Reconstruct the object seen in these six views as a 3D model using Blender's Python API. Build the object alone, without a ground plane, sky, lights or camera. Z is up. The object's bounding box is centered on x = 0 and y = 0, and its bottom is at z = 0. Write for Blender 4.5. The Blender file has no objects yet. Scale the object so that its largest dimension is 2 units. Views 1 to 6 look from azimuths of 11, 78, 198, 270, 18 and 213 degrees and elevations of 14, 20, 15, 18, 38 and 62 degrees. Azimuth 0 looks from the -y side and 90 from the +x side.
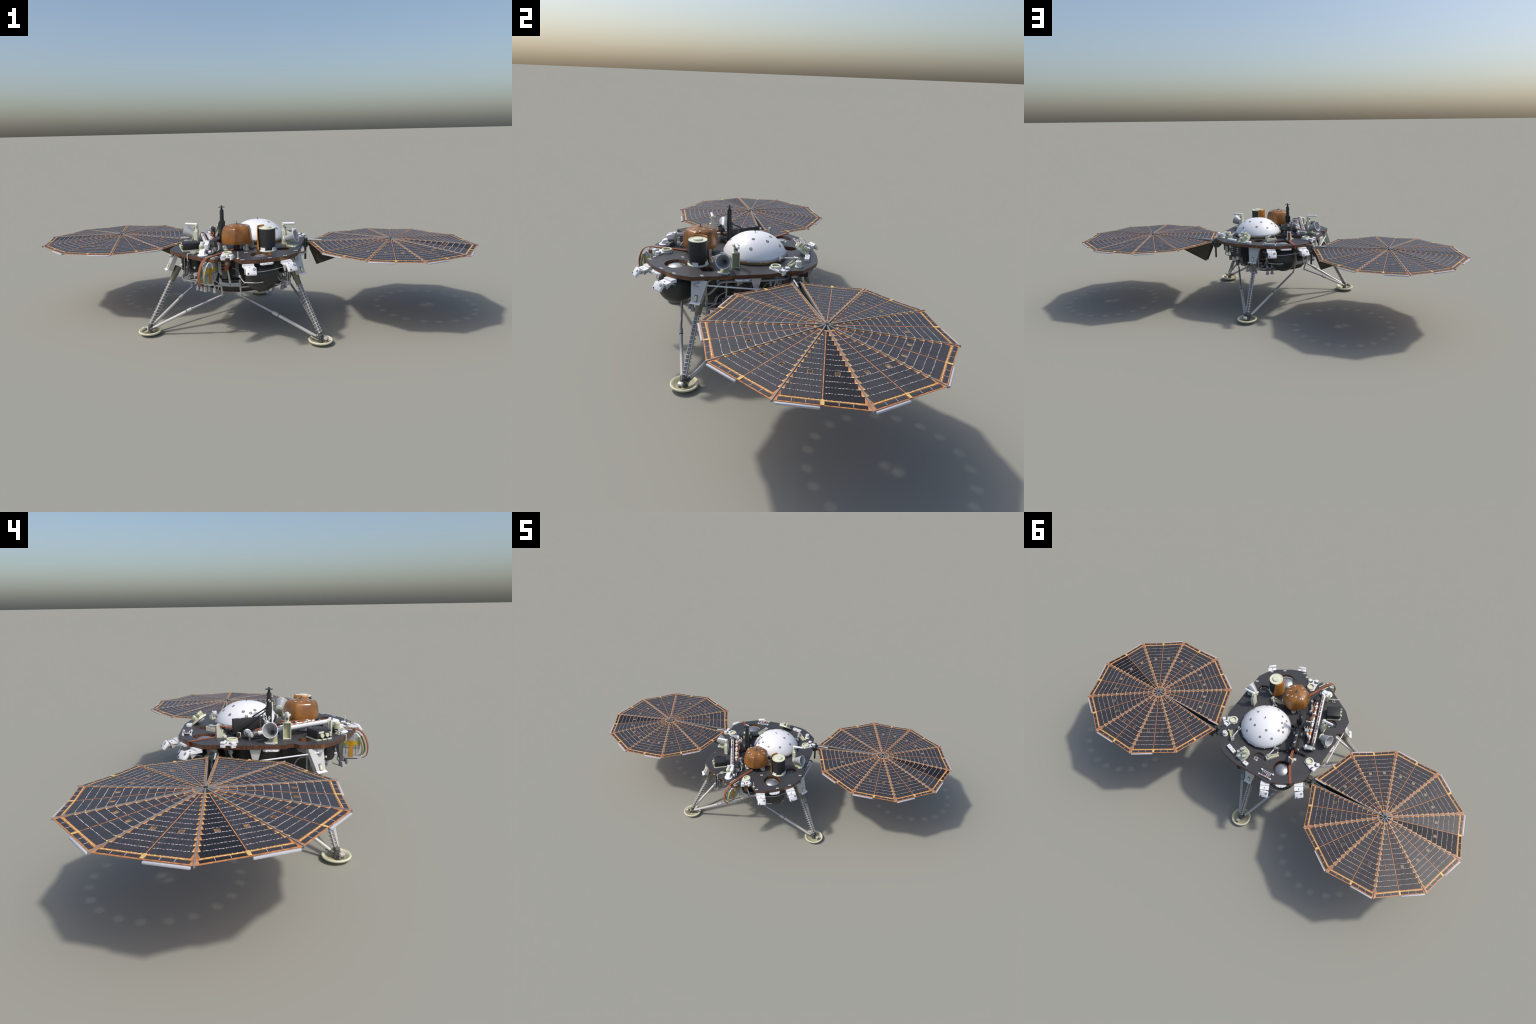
# A three-legged planetary lander with two round folding solar arrays.
# Frame: metres, z up, object centred on x=y=0, feet on z=0, 2 m across the arrays.
import bpy, bmesh, math, random
from mathutils import Vector, Matrix

RNG = random.Random(7)
TAU = math.tau
CENTRE = Vector((0.0, -0.076, 0.0))      # axis of the three-fold symmetric body
DECK_Z = 0.357                           # deck top
DECK_B = 0.3432                          # deck underside

# ------------------------------------------------------------------ materials
def _nodes(name):
    m = bpy.data.materials.new(name)
    m.use_nodes = True
    nt = m.node_tree
    return m, nt, nt.nodes["Principled BSDF"]

def make_mat(name, col, rough=0.5, metal=0.0, var=0.12, scale=40.0, spec=0.5,
             bump=0.0, bump_scale=300.0, stretch=(1, 1, 1), coat=0.0, col2=None):
    """Principled material whose colour wanders a little with noise on Object coordinates."""
    m, nt, b = _nodes(name)
    N, L = nt.nodes, nt.links
    tc = N.new("ShaderNodeTexCoord")
    mp = N.new("ShaderNodeMapping"); mp.inputs["Scale"].default_value = stretch
    L.new(tc.outputs["Object"], mp.inputs["Vector"])
    nz = N.new("ShaderNodeTexNoise")
    nz.inputs["Scale"].default_value = scale
    nz.inputs["Detail"].default_value = 4
    L.new(mp.outputs["Vector"], nz.inputs["Vector"])
    rp = N.new("ShaderNodeValToRGB")
    rp.color_ramp.elements[0].position = 0.3
    rp.color_ramp.elements[1].position = 0.7
    lo = [c * (1 - var) for c in col]
    hi = [min(1.0, c * (1 + var)) for c in (col2 or col)]
    rp.color_ramp.elements[0].color = (*lo, 1)
    rp.color_ramp.elements[1].color = (*hi, 1)
    L.new(nz.outputs["Fac"], rp.inputs["Fac"])
    L.new(rp.outputs["Color"], b.inputs["Base Color"])
    b.inputs["Roughness"].default_value = rough
    b.inputs["Metallic"].default_value = metal
    b.inputs["Specular IOR Level"].default_value = spec
    b.inputs["Coat Weight"].default_value = coat
    if bump:
        n2 = N.new("ShaderNodeTexNoise"); n2.inputs["Scale"].default_value = bump_scale
        L.new(tc.outputs["Object"], n2.inputs["Vector"])
        bp = N.new("ShaderNodeBump"); bp.inputs["Strength"].default_value = bump
        bp.inputs["Distance"].default_value = 0.001
        L.new(n2.outputs["Fac"], bp.inputs["Height"])
        L.new(bp.outputs["Normal"], b.inputs["Normal"])
    return m

def make_deck_edge():
    """Brown honeycomb edge: fine upright streaks with rarer orange patches."""
    m, nt, b = _nodes("deck_edge_brown")
    N, L = nt.nodes, nt.links
    tc = N.new("ShaderNodeTexCoord")
    mp = N.new("ShaderNodeMapping"); mp.inputs["Scale"].default_value = (230, 230, 14)
    L.new(tc.outputs["Object"], mp.inputs["Vector"])
    nz = N.new("ShaderNodeTexNoise"); nz.inputs["Scale"].default_value = 1.0; nz.inputs["Detail"].default_value = 3
    L.new(mp.outputs["Vector"], nz.inputs["Vector"])
    rp = N.new("ShaderNodeValToRGB"); e = rp.color_ramp.elements
    e[0].position, e[0].color = 0.32, (0.045, 0.020, 0.012, 1)
    e[1].position, e[1].color = 0.68, (0.150, 0.062, 0.030, 1)
    L.new(nz.outputs["Fac"], rp.inputs["Fac"])
    n2 = N.new("ShaderNodeTexNoise"); n2.inputs["Scale"].default_value = 22.0
    L.new(tc.outputs["Object"], n2.inputs["Vector"])
    r2 = N.new("ShaderNodeValToRGB"); f = r2.color_ramp.elements
    f[0].position, f[0].color = 0.60, (0, 0, 0, 1)
    f[1].position, f[1].color = 0.78, (1, 1, 1, 1)
    L.new(n2.outputs["Fac"], r2.inputs["Fac"])
    mx = N.new("ShaderNodeMix"); mx.data_type = "RGBA"
    mx.inputs["B"].default_value = (0.36, 0.15, 0.028, 1)
    L.new(r2.outputs["Color"], mx.inputs["Factor"])
    L.new(rp.outputs["Color"], mx.inputs["A"])
    L.new(mx.outputs["Result"], b.inputs["Base Color"])
    b.inputs["Roughness"].default_value = 0.45
    return m

def make_cells(name, col, spec=0.5):
    """Dark solar cells: thin paler radial fingers across each strip (local y)."""
    m, nt, b = _nodes(name)
    N, L = nt.nodes, nt.links
    tc = N.new("ShaderNodeTexCoord")
    mp = N.new("ShaderNodeMapping"); mp.inputs["Scale"].default_value = (6, 300, 1)
    L.new(tc.outputs["Object"], mp.inputs["Vector"])
    nz = N.new("ShaderNodeTexNoise"); nz.inputs["Scale"].default_value = 1.0; nz.inputs["Detail"].default_value = 2
    L.new(mp.outputs["Vector"], nz.inputs["Vector"])
    rp = N.new("ShaderNodeValToRGB"); e = rp.color_ramp.elements
    e[0].position, e[0].color = 0.35, (*[c * 0.7 for c in col], 1)
    e[1].position, e[1].color = 0.72, (*[c * 1.55 for c in col], 1)
    L.new(nz.outputs["Fac"], rp.inputs["Fac"])
    L.new(rp.outputs["Color"], b.inputs["Base Color"])
    b.inputs["Roughness"].default_value = 0.42
    b.inputs["Specular IOR Level"].default_value = spec
    return m

M = {
    "deck": make_mat("deck_charcoal", (0.049, 0.048, 0.051), 0.45, var=0.1, scale=14),
    "edge": make_deck_edge(),
    "white": make_mat("white_paint", (0.80, 0.80, 0.81), 0.42, var=0.03),
    "dome": make_mat("dome_white", (0.83, 0.83, 0.84), 0.36, var=0.015, scale=12),
    "cream": make_mat("cream_anodised", (0.69, 0.69, 0.53), 0.5, var=0.05),
    "foot": make_mat("foot_cream", (0.70, 0.68, 0.48), 0.5, var=0.06),
    "bowl": make_mat("foot_bowl", (0.46, 0.44, 0.29), 0.55, var=0.08),  # foot cream darkened: the shading inside the hollow dish is baked into this colour
    "strut": make_mat("strut_grey", (0.22, 0.22, 0.22), 0.4, metal=0.3, var=0.1),
    "armw": make_mat("arm_pale_grey", (0.66, 0.67, 0.68), 0.4, var=0.05),
    "olive": make_mat("olive_primer", (0.42, 0.43, 0.27), 0.5, var=0.08),
    "grey": make_mat("grey_metal", (0.42, 0.43, 0.44), 0.38, metal=0.25, var=0.08),
    "pale": make_mat("pale_tube_metal", (0.56, 0.55, 0.52), 0.38, metal=0.2, var=0.06),
    "lilac": make_mat("lilac_titanium", (0.33, 0.315, 0.37), 0.4, metal=0.3, var=0.08),
    "dgrey": make_mat("dark_grey_metal", (0.11, 0.11, 0.11), 0.45, metal=0.2, var=0.15),
    "black": make_mat("black_composite", (0.022, 0.022, 0.023), 0.5, var=0.15),
    "body": make_mat("black_blanket", (0.026, 0.026, 0.025), 0.45, var=0.2, scale=25),
    "tank": make_mat("tank_black", (0.030, 0.030, 0.028), 0.36, var=0.15, scale=20),
    "silver": make_mat("silver_foil", (0.50, 0.50, 0.50), 0.34, metal=0.85, var=0.04),
    "hp": make_mat("amber_film", (0.25, 0.098, 0.020), 0.27, var=0.25, scale=17, col2=(0.30, 0.125, 0.028)),
    "amber": make_mat("amber_sheet", (0.46, 0.185, 0.035), 0.38, var=0.12, scale=25),
    "copper": make_mat("copper_strap", (0.27, 0.085, 0.035), 0.4, var=0.12, scale=30),
    "gold": make_mat("gold_ring", (0.42, 0.22, 0.03), 0.35, metal=0.3, var=0.25),
    "sleeve": make_mat("sleeve_bronze", (0.20, 0.19, 0.14), 0.4, metal=0.3, var=0.15),
    "fabric": make_mat("grey_fabric", (0.47, 0.48, 0.47), 0.6, var=0.2, scale=45),
    "yellow": make_mat("yellow_tape", (0.62, 0.46, 0.02), 0.5, var=0.15, scale=60),
    "orange": make_mat("orange_tape", (0.60, 0.27, 0.015), 0.5, var=0.12, scale=60),
    "pad": make_mat("olive_pad", (0.32, 0.31, 0.17), 0.6, var=0.1),
    "sheet": make_mat("copper_film", (0.42, 0.150, 0.060), 0.42, var=0.22, scale=90, col2=(0.60, 0.26, 0.092)),
    "busbar": make_mat("yellow_bus", (0.66, 0.36, 0.10), 0.42, var=0.3, scale=160, col2=(0.80, 0.55, 0.22)),
    "frame": make_mat("opening_frame", (0.40, 0.24, 0.10), 0.45, var=0.2, scale=150),
    "link": make_mat("pale_interconnect", (0.60, 0.53, 0.54), 0.45, var=0.15, scale=200),
    "spoke": make_mat("spoke_grey", (0.27, 0.265, 0.26), 0.45, metal=0.15, var=0.1),
    "bar": make_mat("edge_bar_grey", (0.52, 0.52, 0.56), 0.42, var=0.05),
    "wing": make_mat("gore_brown", (0.050, 0.043, 0.030), 0.5, var=0.15),
    "joint": make_mat("joint_dark_olive", (0.060, 0.062, 0.052), 0.45, var=0.25, scale=80),
    "cell": make_cells("solar_cell", (0.042, 0.0385, 0.0405), .48),
    "cell_dark": make_cells("solar_cell_dark", (0.016, 0.015, 0.016), 0.25),
    "decal": make_mat("decal_grey", (0.16, 0.16, 0.16), 0.5, var=0.05),
    "tag": make_mat("tag_white", (0.62, 0.62, 0.62), 0.5, var=0.05),
    "red": make_mat("chip_red", (0.55, 0.05, 0.04), 0.5),
    "blue": make_mat("chip_blue", (0.03, 0.10, 0.50), 0.5),
    "green": make_mat("chip_green", (0.03, 0.35, 0.07), 0.5),
}

# ------------------------------------------------------------------ geometry kit
def frame(z_axis, x_hint=(0, 0, 1)):
    """Rotation whose local z points along z_axis."""
    z = Vector(z_axis).normalized()
    x = Vector(x_hint)
    x = x - z * x.dot(z)
    if x.length < 1e-5:
        x = Vector((1, 0, 0)); x = x - z * x.dot(z)
        if x.length < 1e-5:
            x = Vector((0, 1, 0))
    x.normalize()
    y = z.cross(x)
    return Matrix((x, y, z)).transposed().to_4x4()

def at(p, rot=None):
    return Matrix.Translation(Vector(p)) @ (rot if rot is not None else Matrix.Identity(4))

def rz(deg):
    return Matrix.Rotation(math.radians(deg), 4, "Z")

def about(deg, c=CENTRE):
    """Rotation by deg about the vertical axis through c."""
    return Matrix.Translation(c) @ rz(deg) @ Matrix.Translation(-c)

class Part:
    """Collects primitives into one mesh; every add_* takes a material key."""
    def __init__(self, name):
        self.name, self.v, self.f, self.fm, self.keys = name, [], [], [], []
        self.X = Matrix.Identity(4)

    def _mi(self, key):
        if key not in self.keys:
            self.keys.append(key)
        return self.keys.index(key)

    def emit(self, verts, faces, key, mx=None):
        T = self.X @ mx if mx is not None else self.X
        o, k = len(self.v), self._mi(key)
        self.v += [T @ Vector(p) for p in verts]
        self.f += [tuple(i + o for i in fc) for fc in faces]
        self.fm += [k] * len(faces)

    def emit_bm(self, bm, key, mx=None):
        bm.verts.index_update()
        self.emit([v.co.copy() for v in bm.verts], [[v.index for v in f.verts] for f in bm.faces], key, mx)
        bm.free()

    def box(self, c, size, key, rot=None, bev=0.0):
        bm = bmesh.new()
        bmesh.ops.create_cube(bm, size=1.0)
        for v in bm.verts:
            v.co = Vector((v.co.x * size[0], v.co.y * size[1], v.co.z * size[2]))
        if bev:
            bmesh.ops.bevel(bm, geom=list(bm.edges), offset=bev, segments=2, profile=0.5, affect="EDGES")
        self.emit_bm(bm, key, at(c, rot))

    def bar(self, p0, p1, w, h, key, up=(0, 0, 1), bev=0.0):
        """Rectangular bar from p0 to p1, w across, h along 'up'."""
        p0, p1 = Vector(p0), Vector(p1)
        self.box((p0 + p1) / 2, (h, w, (p1 - p0).length), key, frame(p1 - p0, up), bev)

    def lathe(self, prof, key, mx=None, seg=32, a0=0.0, a1=TAU, rad=None, caps=False, pick=None):
        """Spin (r, z) points about z.  rad(theta, r, z) may reshape the section."""
        full = abs(a1 - a0 - TAU) < 1e-6
        n = seg if full else seg + 1
        V, F = [], []
        for r, z in prof:
            for i in range(n):
                t = a0 + (a1 - a0) * i / seg
                q = rad(t, r, z) if rad else r
                V.append((q * math.cos(t), q * math.sin(t), z))
        for j in range(len(prof) - 1):
            for i in range(seg):
                i2 = (i + 1) % n
                F.append((j * n + i, j * n + i2, (j + 1) * n + i2, (j + 1) * n + i))
        if full and caps:
            for j in (0, len(prof) - 1):
                if prof[j][0] > 1e-6:
                    F.append(tuple(range(j * n, j * n + n)))
        if pick:                                     # pick(theta, z) names another material for a quad
            groups = {}
            for idx, fc in enumerate(F):
                j, i = divmod(idx, seg)
                t = a0 + (a1 - a0) * (i + .5) / seg
                groups.setdefault(pick(t, (prof[j][1] + prof[j + 1][1]) / 2) or key, []).append(fc)
            for k, fs in groups.items():
                self.emit(V, fs, k, mx)
        else:
            self.emit(V, F, key, mx)

    def cyl(self, p0, p1, r0, key, r1=None, seg=20, bev=0.0):
        p0, p1 = Vector(p0), Vector(p1)
        r1 = r0 if r1 is None else r1
        h = (p1 - p0).length
        pr = [(r0, 0), (r1, h)]
        if bev:
            pr = [(r0 - bev, 0), (r0, bev), (r1, h - bev), (r1 - bev, h)]
        self.lathe(pr, key, at(p0, frame(p1 - p0)), seg, caps=True)

    def tube(self, path, r, key, seg=10):
        path = [Vector(p) for p in path]
        V, F = [], []
        nrm = None
        for i, p in enumerate(path):
            d = (path[min(i + 1, len(path) - 1)] - path[max(i - 1, 0)]).normalized()
            if nrm is None:
                nrm = d.orthogonal().normalized()
            nrm = (nrm - d * nrm.dot(d)).normalized()
            bn = d.cross(nrm)
            for k in range(seg):
                t = TAU * k / seg
                V.append(p + (nrm * math.cos(t) + bn * math.sin(t)) * r)
        for i in range(len(path) - 1):
            for k in range(seg):
                k2 = (k + 1) % seg
                F.append((i * seg + k, i * seg + k2, (i + 1) * seg + k2, (i + 1) * seg + k))
        F.append(tuple(range(seg)))
        F.append(tuple(range((len(path) - 1) * seg, len(path) * seg)))
        self.emit(V, F, key)

    def ribbon(self, path, width, thick, key, side):
        """Flat strap along path; 'side' is the widthwise direction."""
        path = [Vector(p) for p in path]
        sd = Vector(side).normalized()
        V, F = [], []
        for i, p in enumerate(path):
            d = (path[min(i + 1, len(path) - 1)] - path[max(i - 1, 0)]).normalized()
            s = (sd - d * sd.dot(d)).normalized()
            n = d.cross(s)
            for a, b in ((-1, -1), (1, -1), (1, 1), (-1, 1)):
                V.append(p + s * (a * width / 2) + n * (b * thick / 2))
        for i in range(len(path) - 1):
            for k in range(4):
                k2 = (k + 1) % 4
                F.append((i * 4 + k, i * 4 + k2, i * 4 + 4 + k2, i * 4 + 4 + k))
        F += [(0, 1, 2, 3), tuple(range(len(V) - 4, len(V)))]
        self.emit(V, F, key)

    def prism(self, poly, z0, z1, key, key_side=None, holes=(), mx=None, zfun=None):
        """Extruded polygon with optional holes; sides may take another material."""
        bm = bmesh.new()
        loops = []
        for lp in [poly, *holes]:
            vs = [bm.verts.new((p[0], p[1], z1)) for p in lp]
            loops.append(vs)
            for i in range(len(vs)):
                bm.edges.new((vs[i], vs[(i + 1) % len(vs)]))
        bmesh.ops.triangle_fill(bm, use_beauty=True, use_dissolve=False, edges=bm.edges[:])
        bm.verts.index_update()
        top = [v.co.copy() for v in bm.verts]
        tri = [[v.index for v in f.verts] for f in bm.faces]
        idx = [[v.index for v in vs] for vs in loops]
        bm.free()
        h = z1 - z0
        if zfun:
            top = [Vector((p.x, p.y, z1 + zfun(p.x, p.y))) for p in top]
        n = len(top)
        V = top + [Vector((p.x, p.y, p.z - h)) for p in top]
        F = tri + [[i + n for i in reversed(t)] for t in tri]
        self.emit(V, F, key, mx)
        S = []
        for lp in idx:
            for i in range(len(lp)):
                a, b = lp[i], lp[(i + 1) % len(lp)]
                S.append((a, b, b + n, a + n))
        self.emit(V, S, key_side or key, mx)

    def hull(self, pts, key):
        bm = bmesh.new()
        for p in pts:
            bm.verts.new(p)
        bmesh.ops.convex_hull(bm, input=bm.verts[:])
        self.emit_bm(bm, key)

    def mesh(self, angle=34):
        me = bpy.data.meshes.new(self.name)
        me.from_pydata([tuple(p) for p in self.v], [], self.f)
        for k in self.keys:
            me.materials.append(M[k])
        for p, k in zip(me.polygons, self.fm):
            p.material_index = k
        bm = bmesh.new(); bm.from_mesh(me)
        bmesh.ops.remove_doubles(bm, verts=bm.verts[:], dist=1e-6)
        bmesh.ops.recalc_face_normals(bm, faces=bm.faces[:])
        bm.to_mesh(me); bm.free()
        me.shade_smooth()
        me.set_sharp_from_angle(angle=math.radians(angle))
        return me

    def done(self, parent, mx=None, angle=34, stuff=False):
        return place(self.name, self.mesh(angle), parent, mx, stuff)

def place(name, me, parent, mx=None, stuff=False):
    ob = bpy.data.objects.new(name, me)
    bpy.context.scene.collection.objects.link(ob)
    ob.parent = parent
    if mx is not None:
        ob.matrix_basis = mx
    if stuff:
        ob["kind"] = "stuff"
    return ob

def ring_pts(c, r, n=40, a0=0.0):
    return [(c[0] + r * math.cos(a0 + TAU * i / n), c[1] + r * math.sin(a0 + TAU * i / n)) for i in range(n)]

def bez(pts, n=10):
    """Catmull-Rom through pts."""
    P = [Vector(p) for p in pts]
    P = [P[0] * 2 - P[1]] + P + [P[-1] * 2 - P[-2]]
    out = []
    for i in range(1, len(P) - 2):
        for k in range(n):
            t = k / n
            a, b, c, d = P[i - 1], P[i], P[i + 1], P[i + 2]
            out.append(0.5 * ((2 * b) + (c - a) * t + (2 * a - 5 * b + 4 * c - d) * t * t + (3 * b - a - 3 * c + d) * t ** 3))
    out.append(P[-2])
    return out

# ------------------------------------------------------------------ top object
root = bpy.data.objects.new("space_lander", None)
bpy.context.scene.collection.objects.link(root)
root["label"] = "three-legged planetary lander with two round folding solar arrays"
root["category"] = "space lander"

# ------------------------------------------------------------------ deck
OUT = [(0.0642, -0.3914), (0.074, -0.3959), (0.105, -0.3859), (0.1489, -0.3675), (0.2058, -0.3296), (0.2347, -0.2987),
       (0.2608, -0.2481), (0.2615, 0.0206), (0.2422, 0.0894), (0.2415, 0.1413), (0.2008, 0.1852), (0.1762, 0.2068),
       (0.1422, 0.2226), (0.0765, 0.2367), (-0.1051, 0.2373), (-0.139, 0.2228), (-0.196, 0.1911), (-0.2428, 0.1425),
       (-0.244, 0.0897), (-0.2596, 0.0246), (-0.2621, -0.1244), (-0.2446, -0.137), (-0.2442, -0.153), (-0.2626, -0.1684),
       (-0.2631, -0.2202), (-0.26, -0.247), (-0.218, -0.2934), (-0.1451, -0.3369), (-0.1091, -0.3598), (-0.0701, -0.3816),
       (-0.05, -0.3902), (-0.0345, -0.3911), (-0.0217, -0.3685), (-0.0147, -0.3435), (0.0102, -0.3415), (0.0353, -0.3575)]
TANK_F, TANK_B = (.1250, -.2935), (-.1240, .1435)
HEX_C = [(.196, -.190, 20), (.002, .150, 50), (-.197, -.191, -20)]
def hex_hole(cx, cy, a):
    return [(cx + rx * math.cos(math.radians(a + k)), cy + rx * math.sin(math.radians(a + k)))
            for k, rx in ((0, .028), (50, .025), (90, .023), (130, .025), (180, .028), (230, .025), (270, .023), (310, .025))]
deck = Part("deck")
deck.prism(OUT, DECK_B, DECK_Z, "deck", "edge",
           holes=[ring_pts(TANK_F, .0412), ring_pts(TANK_B, .0412)] + [hex_hole(*h) for h in HEX_C])
deck = deck.done(root, angle=20)

# small photogrammetry tags lying on the deck
tag = Part("target_tag")
tag.box((0, 0, .0004), (.0135, .0075, .0008), "tag")
tag.box((-.0022, 0, .0009), (.0022, .0040, .0006), "black", rz(30))
tag.box((.0022, 0, .0009), (.0022, .0040, .0006), "black", rz(30))
tag_me = tag.mesh()
for x, y, a in [(.2515, -.2131, 20), (.2209, -.3042, 25), (.1685, -.3453, 30), (.0727, -.3848, 30), (-.0414, -.3835, 10),
                (.0608, -.2672, 20), (-.092, .050, -20), (-.152, .029, 40)]:
    place("target_tag", tag_me, deck, at((x, y, DECK_Z), rz(a)))

# hexagonal sockets seen through the deck openings
sock = Part("radar_socket")
sock.lathe([(.026, DECK_B - .001), (.0265, .327), (.020, .318), (.014, .316), (.012, .319), (.0085, .3195), (.008, .312), (0, .312)], "grey", seg=6)
sock.lathe([(.0135, .3165), (.0135, .3215), (.010, .3215), (.010, .3165)], "white", seg=20)
sock_me = sock.mesh(25)
for cx, cy, a in HEX_C:
    place("radar_socket", sock_me, root, at((cx, cy, 0), rz(a)))

# ------------------------------------------------------------------ thermal enclosure under the deck
def hexagon(R, cut=.16):
    out = []
    V = [(R * math.cos(math.radians(90 + 60 * k)), CENTRE.y + R * math.sin(math.radians(90 + 60 * k))) for k in range(6)]
    for k in range(6):
        a, b, c = Vector(V[k - 1]), Vector(V[k]), Vector(V[(k + 1) % 6])
        out += [tuple(b + (a - b) * cut), tuple(b + (c - b) * cut)]
    return out
enc = Part("thermal_enclosure")
enc.prism(hexagon(.196), .1945, DECK_B - .0005, "body")
enc.prism(hexagon(.200), .1905, .1940, "edge")
for sx in (-1, 1):                                   # round equipment drums bulging at both sides
    enc.lathe([(0, .236), (.060, .236), (.068, .243), (.069, DECK_B - .0006)], "tank", at((sx * .130, -.064, 0)), 40)
    enc.lathe([(.0705, .262), (.0705, .268), (.069, .268)], "dgrey", at((sx * .130, -.064, 0)), 40)
enc = enc.done(root)

ebox = Part("electronics_box")
EB = [Vector((.0686, .2280)), Vector((.1381, .1895)), Vector((.1034, .1300)), Vector((.0339, .1685))]
ebox.hull([(p.x, p.y, z) for p in EB for z in (.2875, DECK_B - .0006)], "body")
for f in (.27, .80):
    q = EB[0] + (EB[1] - EB[0]) * f + Vector((.486, .874)) * .0010
    for k in range(3):
        ebox.box((q.x, q.y, .3285 - k * .0105), (.012, .0024, .0045), "grey", rz(-29))
ebox.cyl((.105, .175, .262), (.105, .175, .2875), .012, "pale", .008, 18)
ebox.cyl((.080, .180, .240), (.080, .180, .2875), .006, "dgrey", seg=12)
ebox.cyl((.066, .172, .235), (.066, .172, .2875), .007, "black", seg=12)
ebox.bar((.125, .165, .285), (.150, .110, .235), .010, .012, "dgrey")
ebox.done(root)

# ------------------------------------------------------------------ propellant tanks
def tank_at(c, name):
    p = Part(name)
    prof = [(0, .2785 - .0675)]
    for i in range(1, 15):
        t = math.pi / 2 * i / 14
        prof.append((.0675 * math.sin(t), .2785 - .0675 * math.cos(t)))
    prof += [(.0672, .288), (.0650, .299), (.0600, .311), (.0520, .322), (.0440, .329)]
    p.lathe(prof, "tank", at((c[0], c[1], 0)), 48)
    cap = [(.0440, .3290), (.0425, .3330), (.0400, .3380), (.0360, .3430), (.0300, .3480), (.0220, .3520), (.0130, .3545), (.0060, .3554), (0, .3556)]
    p.lathe(cap, "silver", at((c[0], c[1], 0)), 48)
    return p.done(root)
tank_at((.1245, -.2930), "propellant_tank")
tank_at((-.1240, .1430), "propellant_tank")

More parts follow.
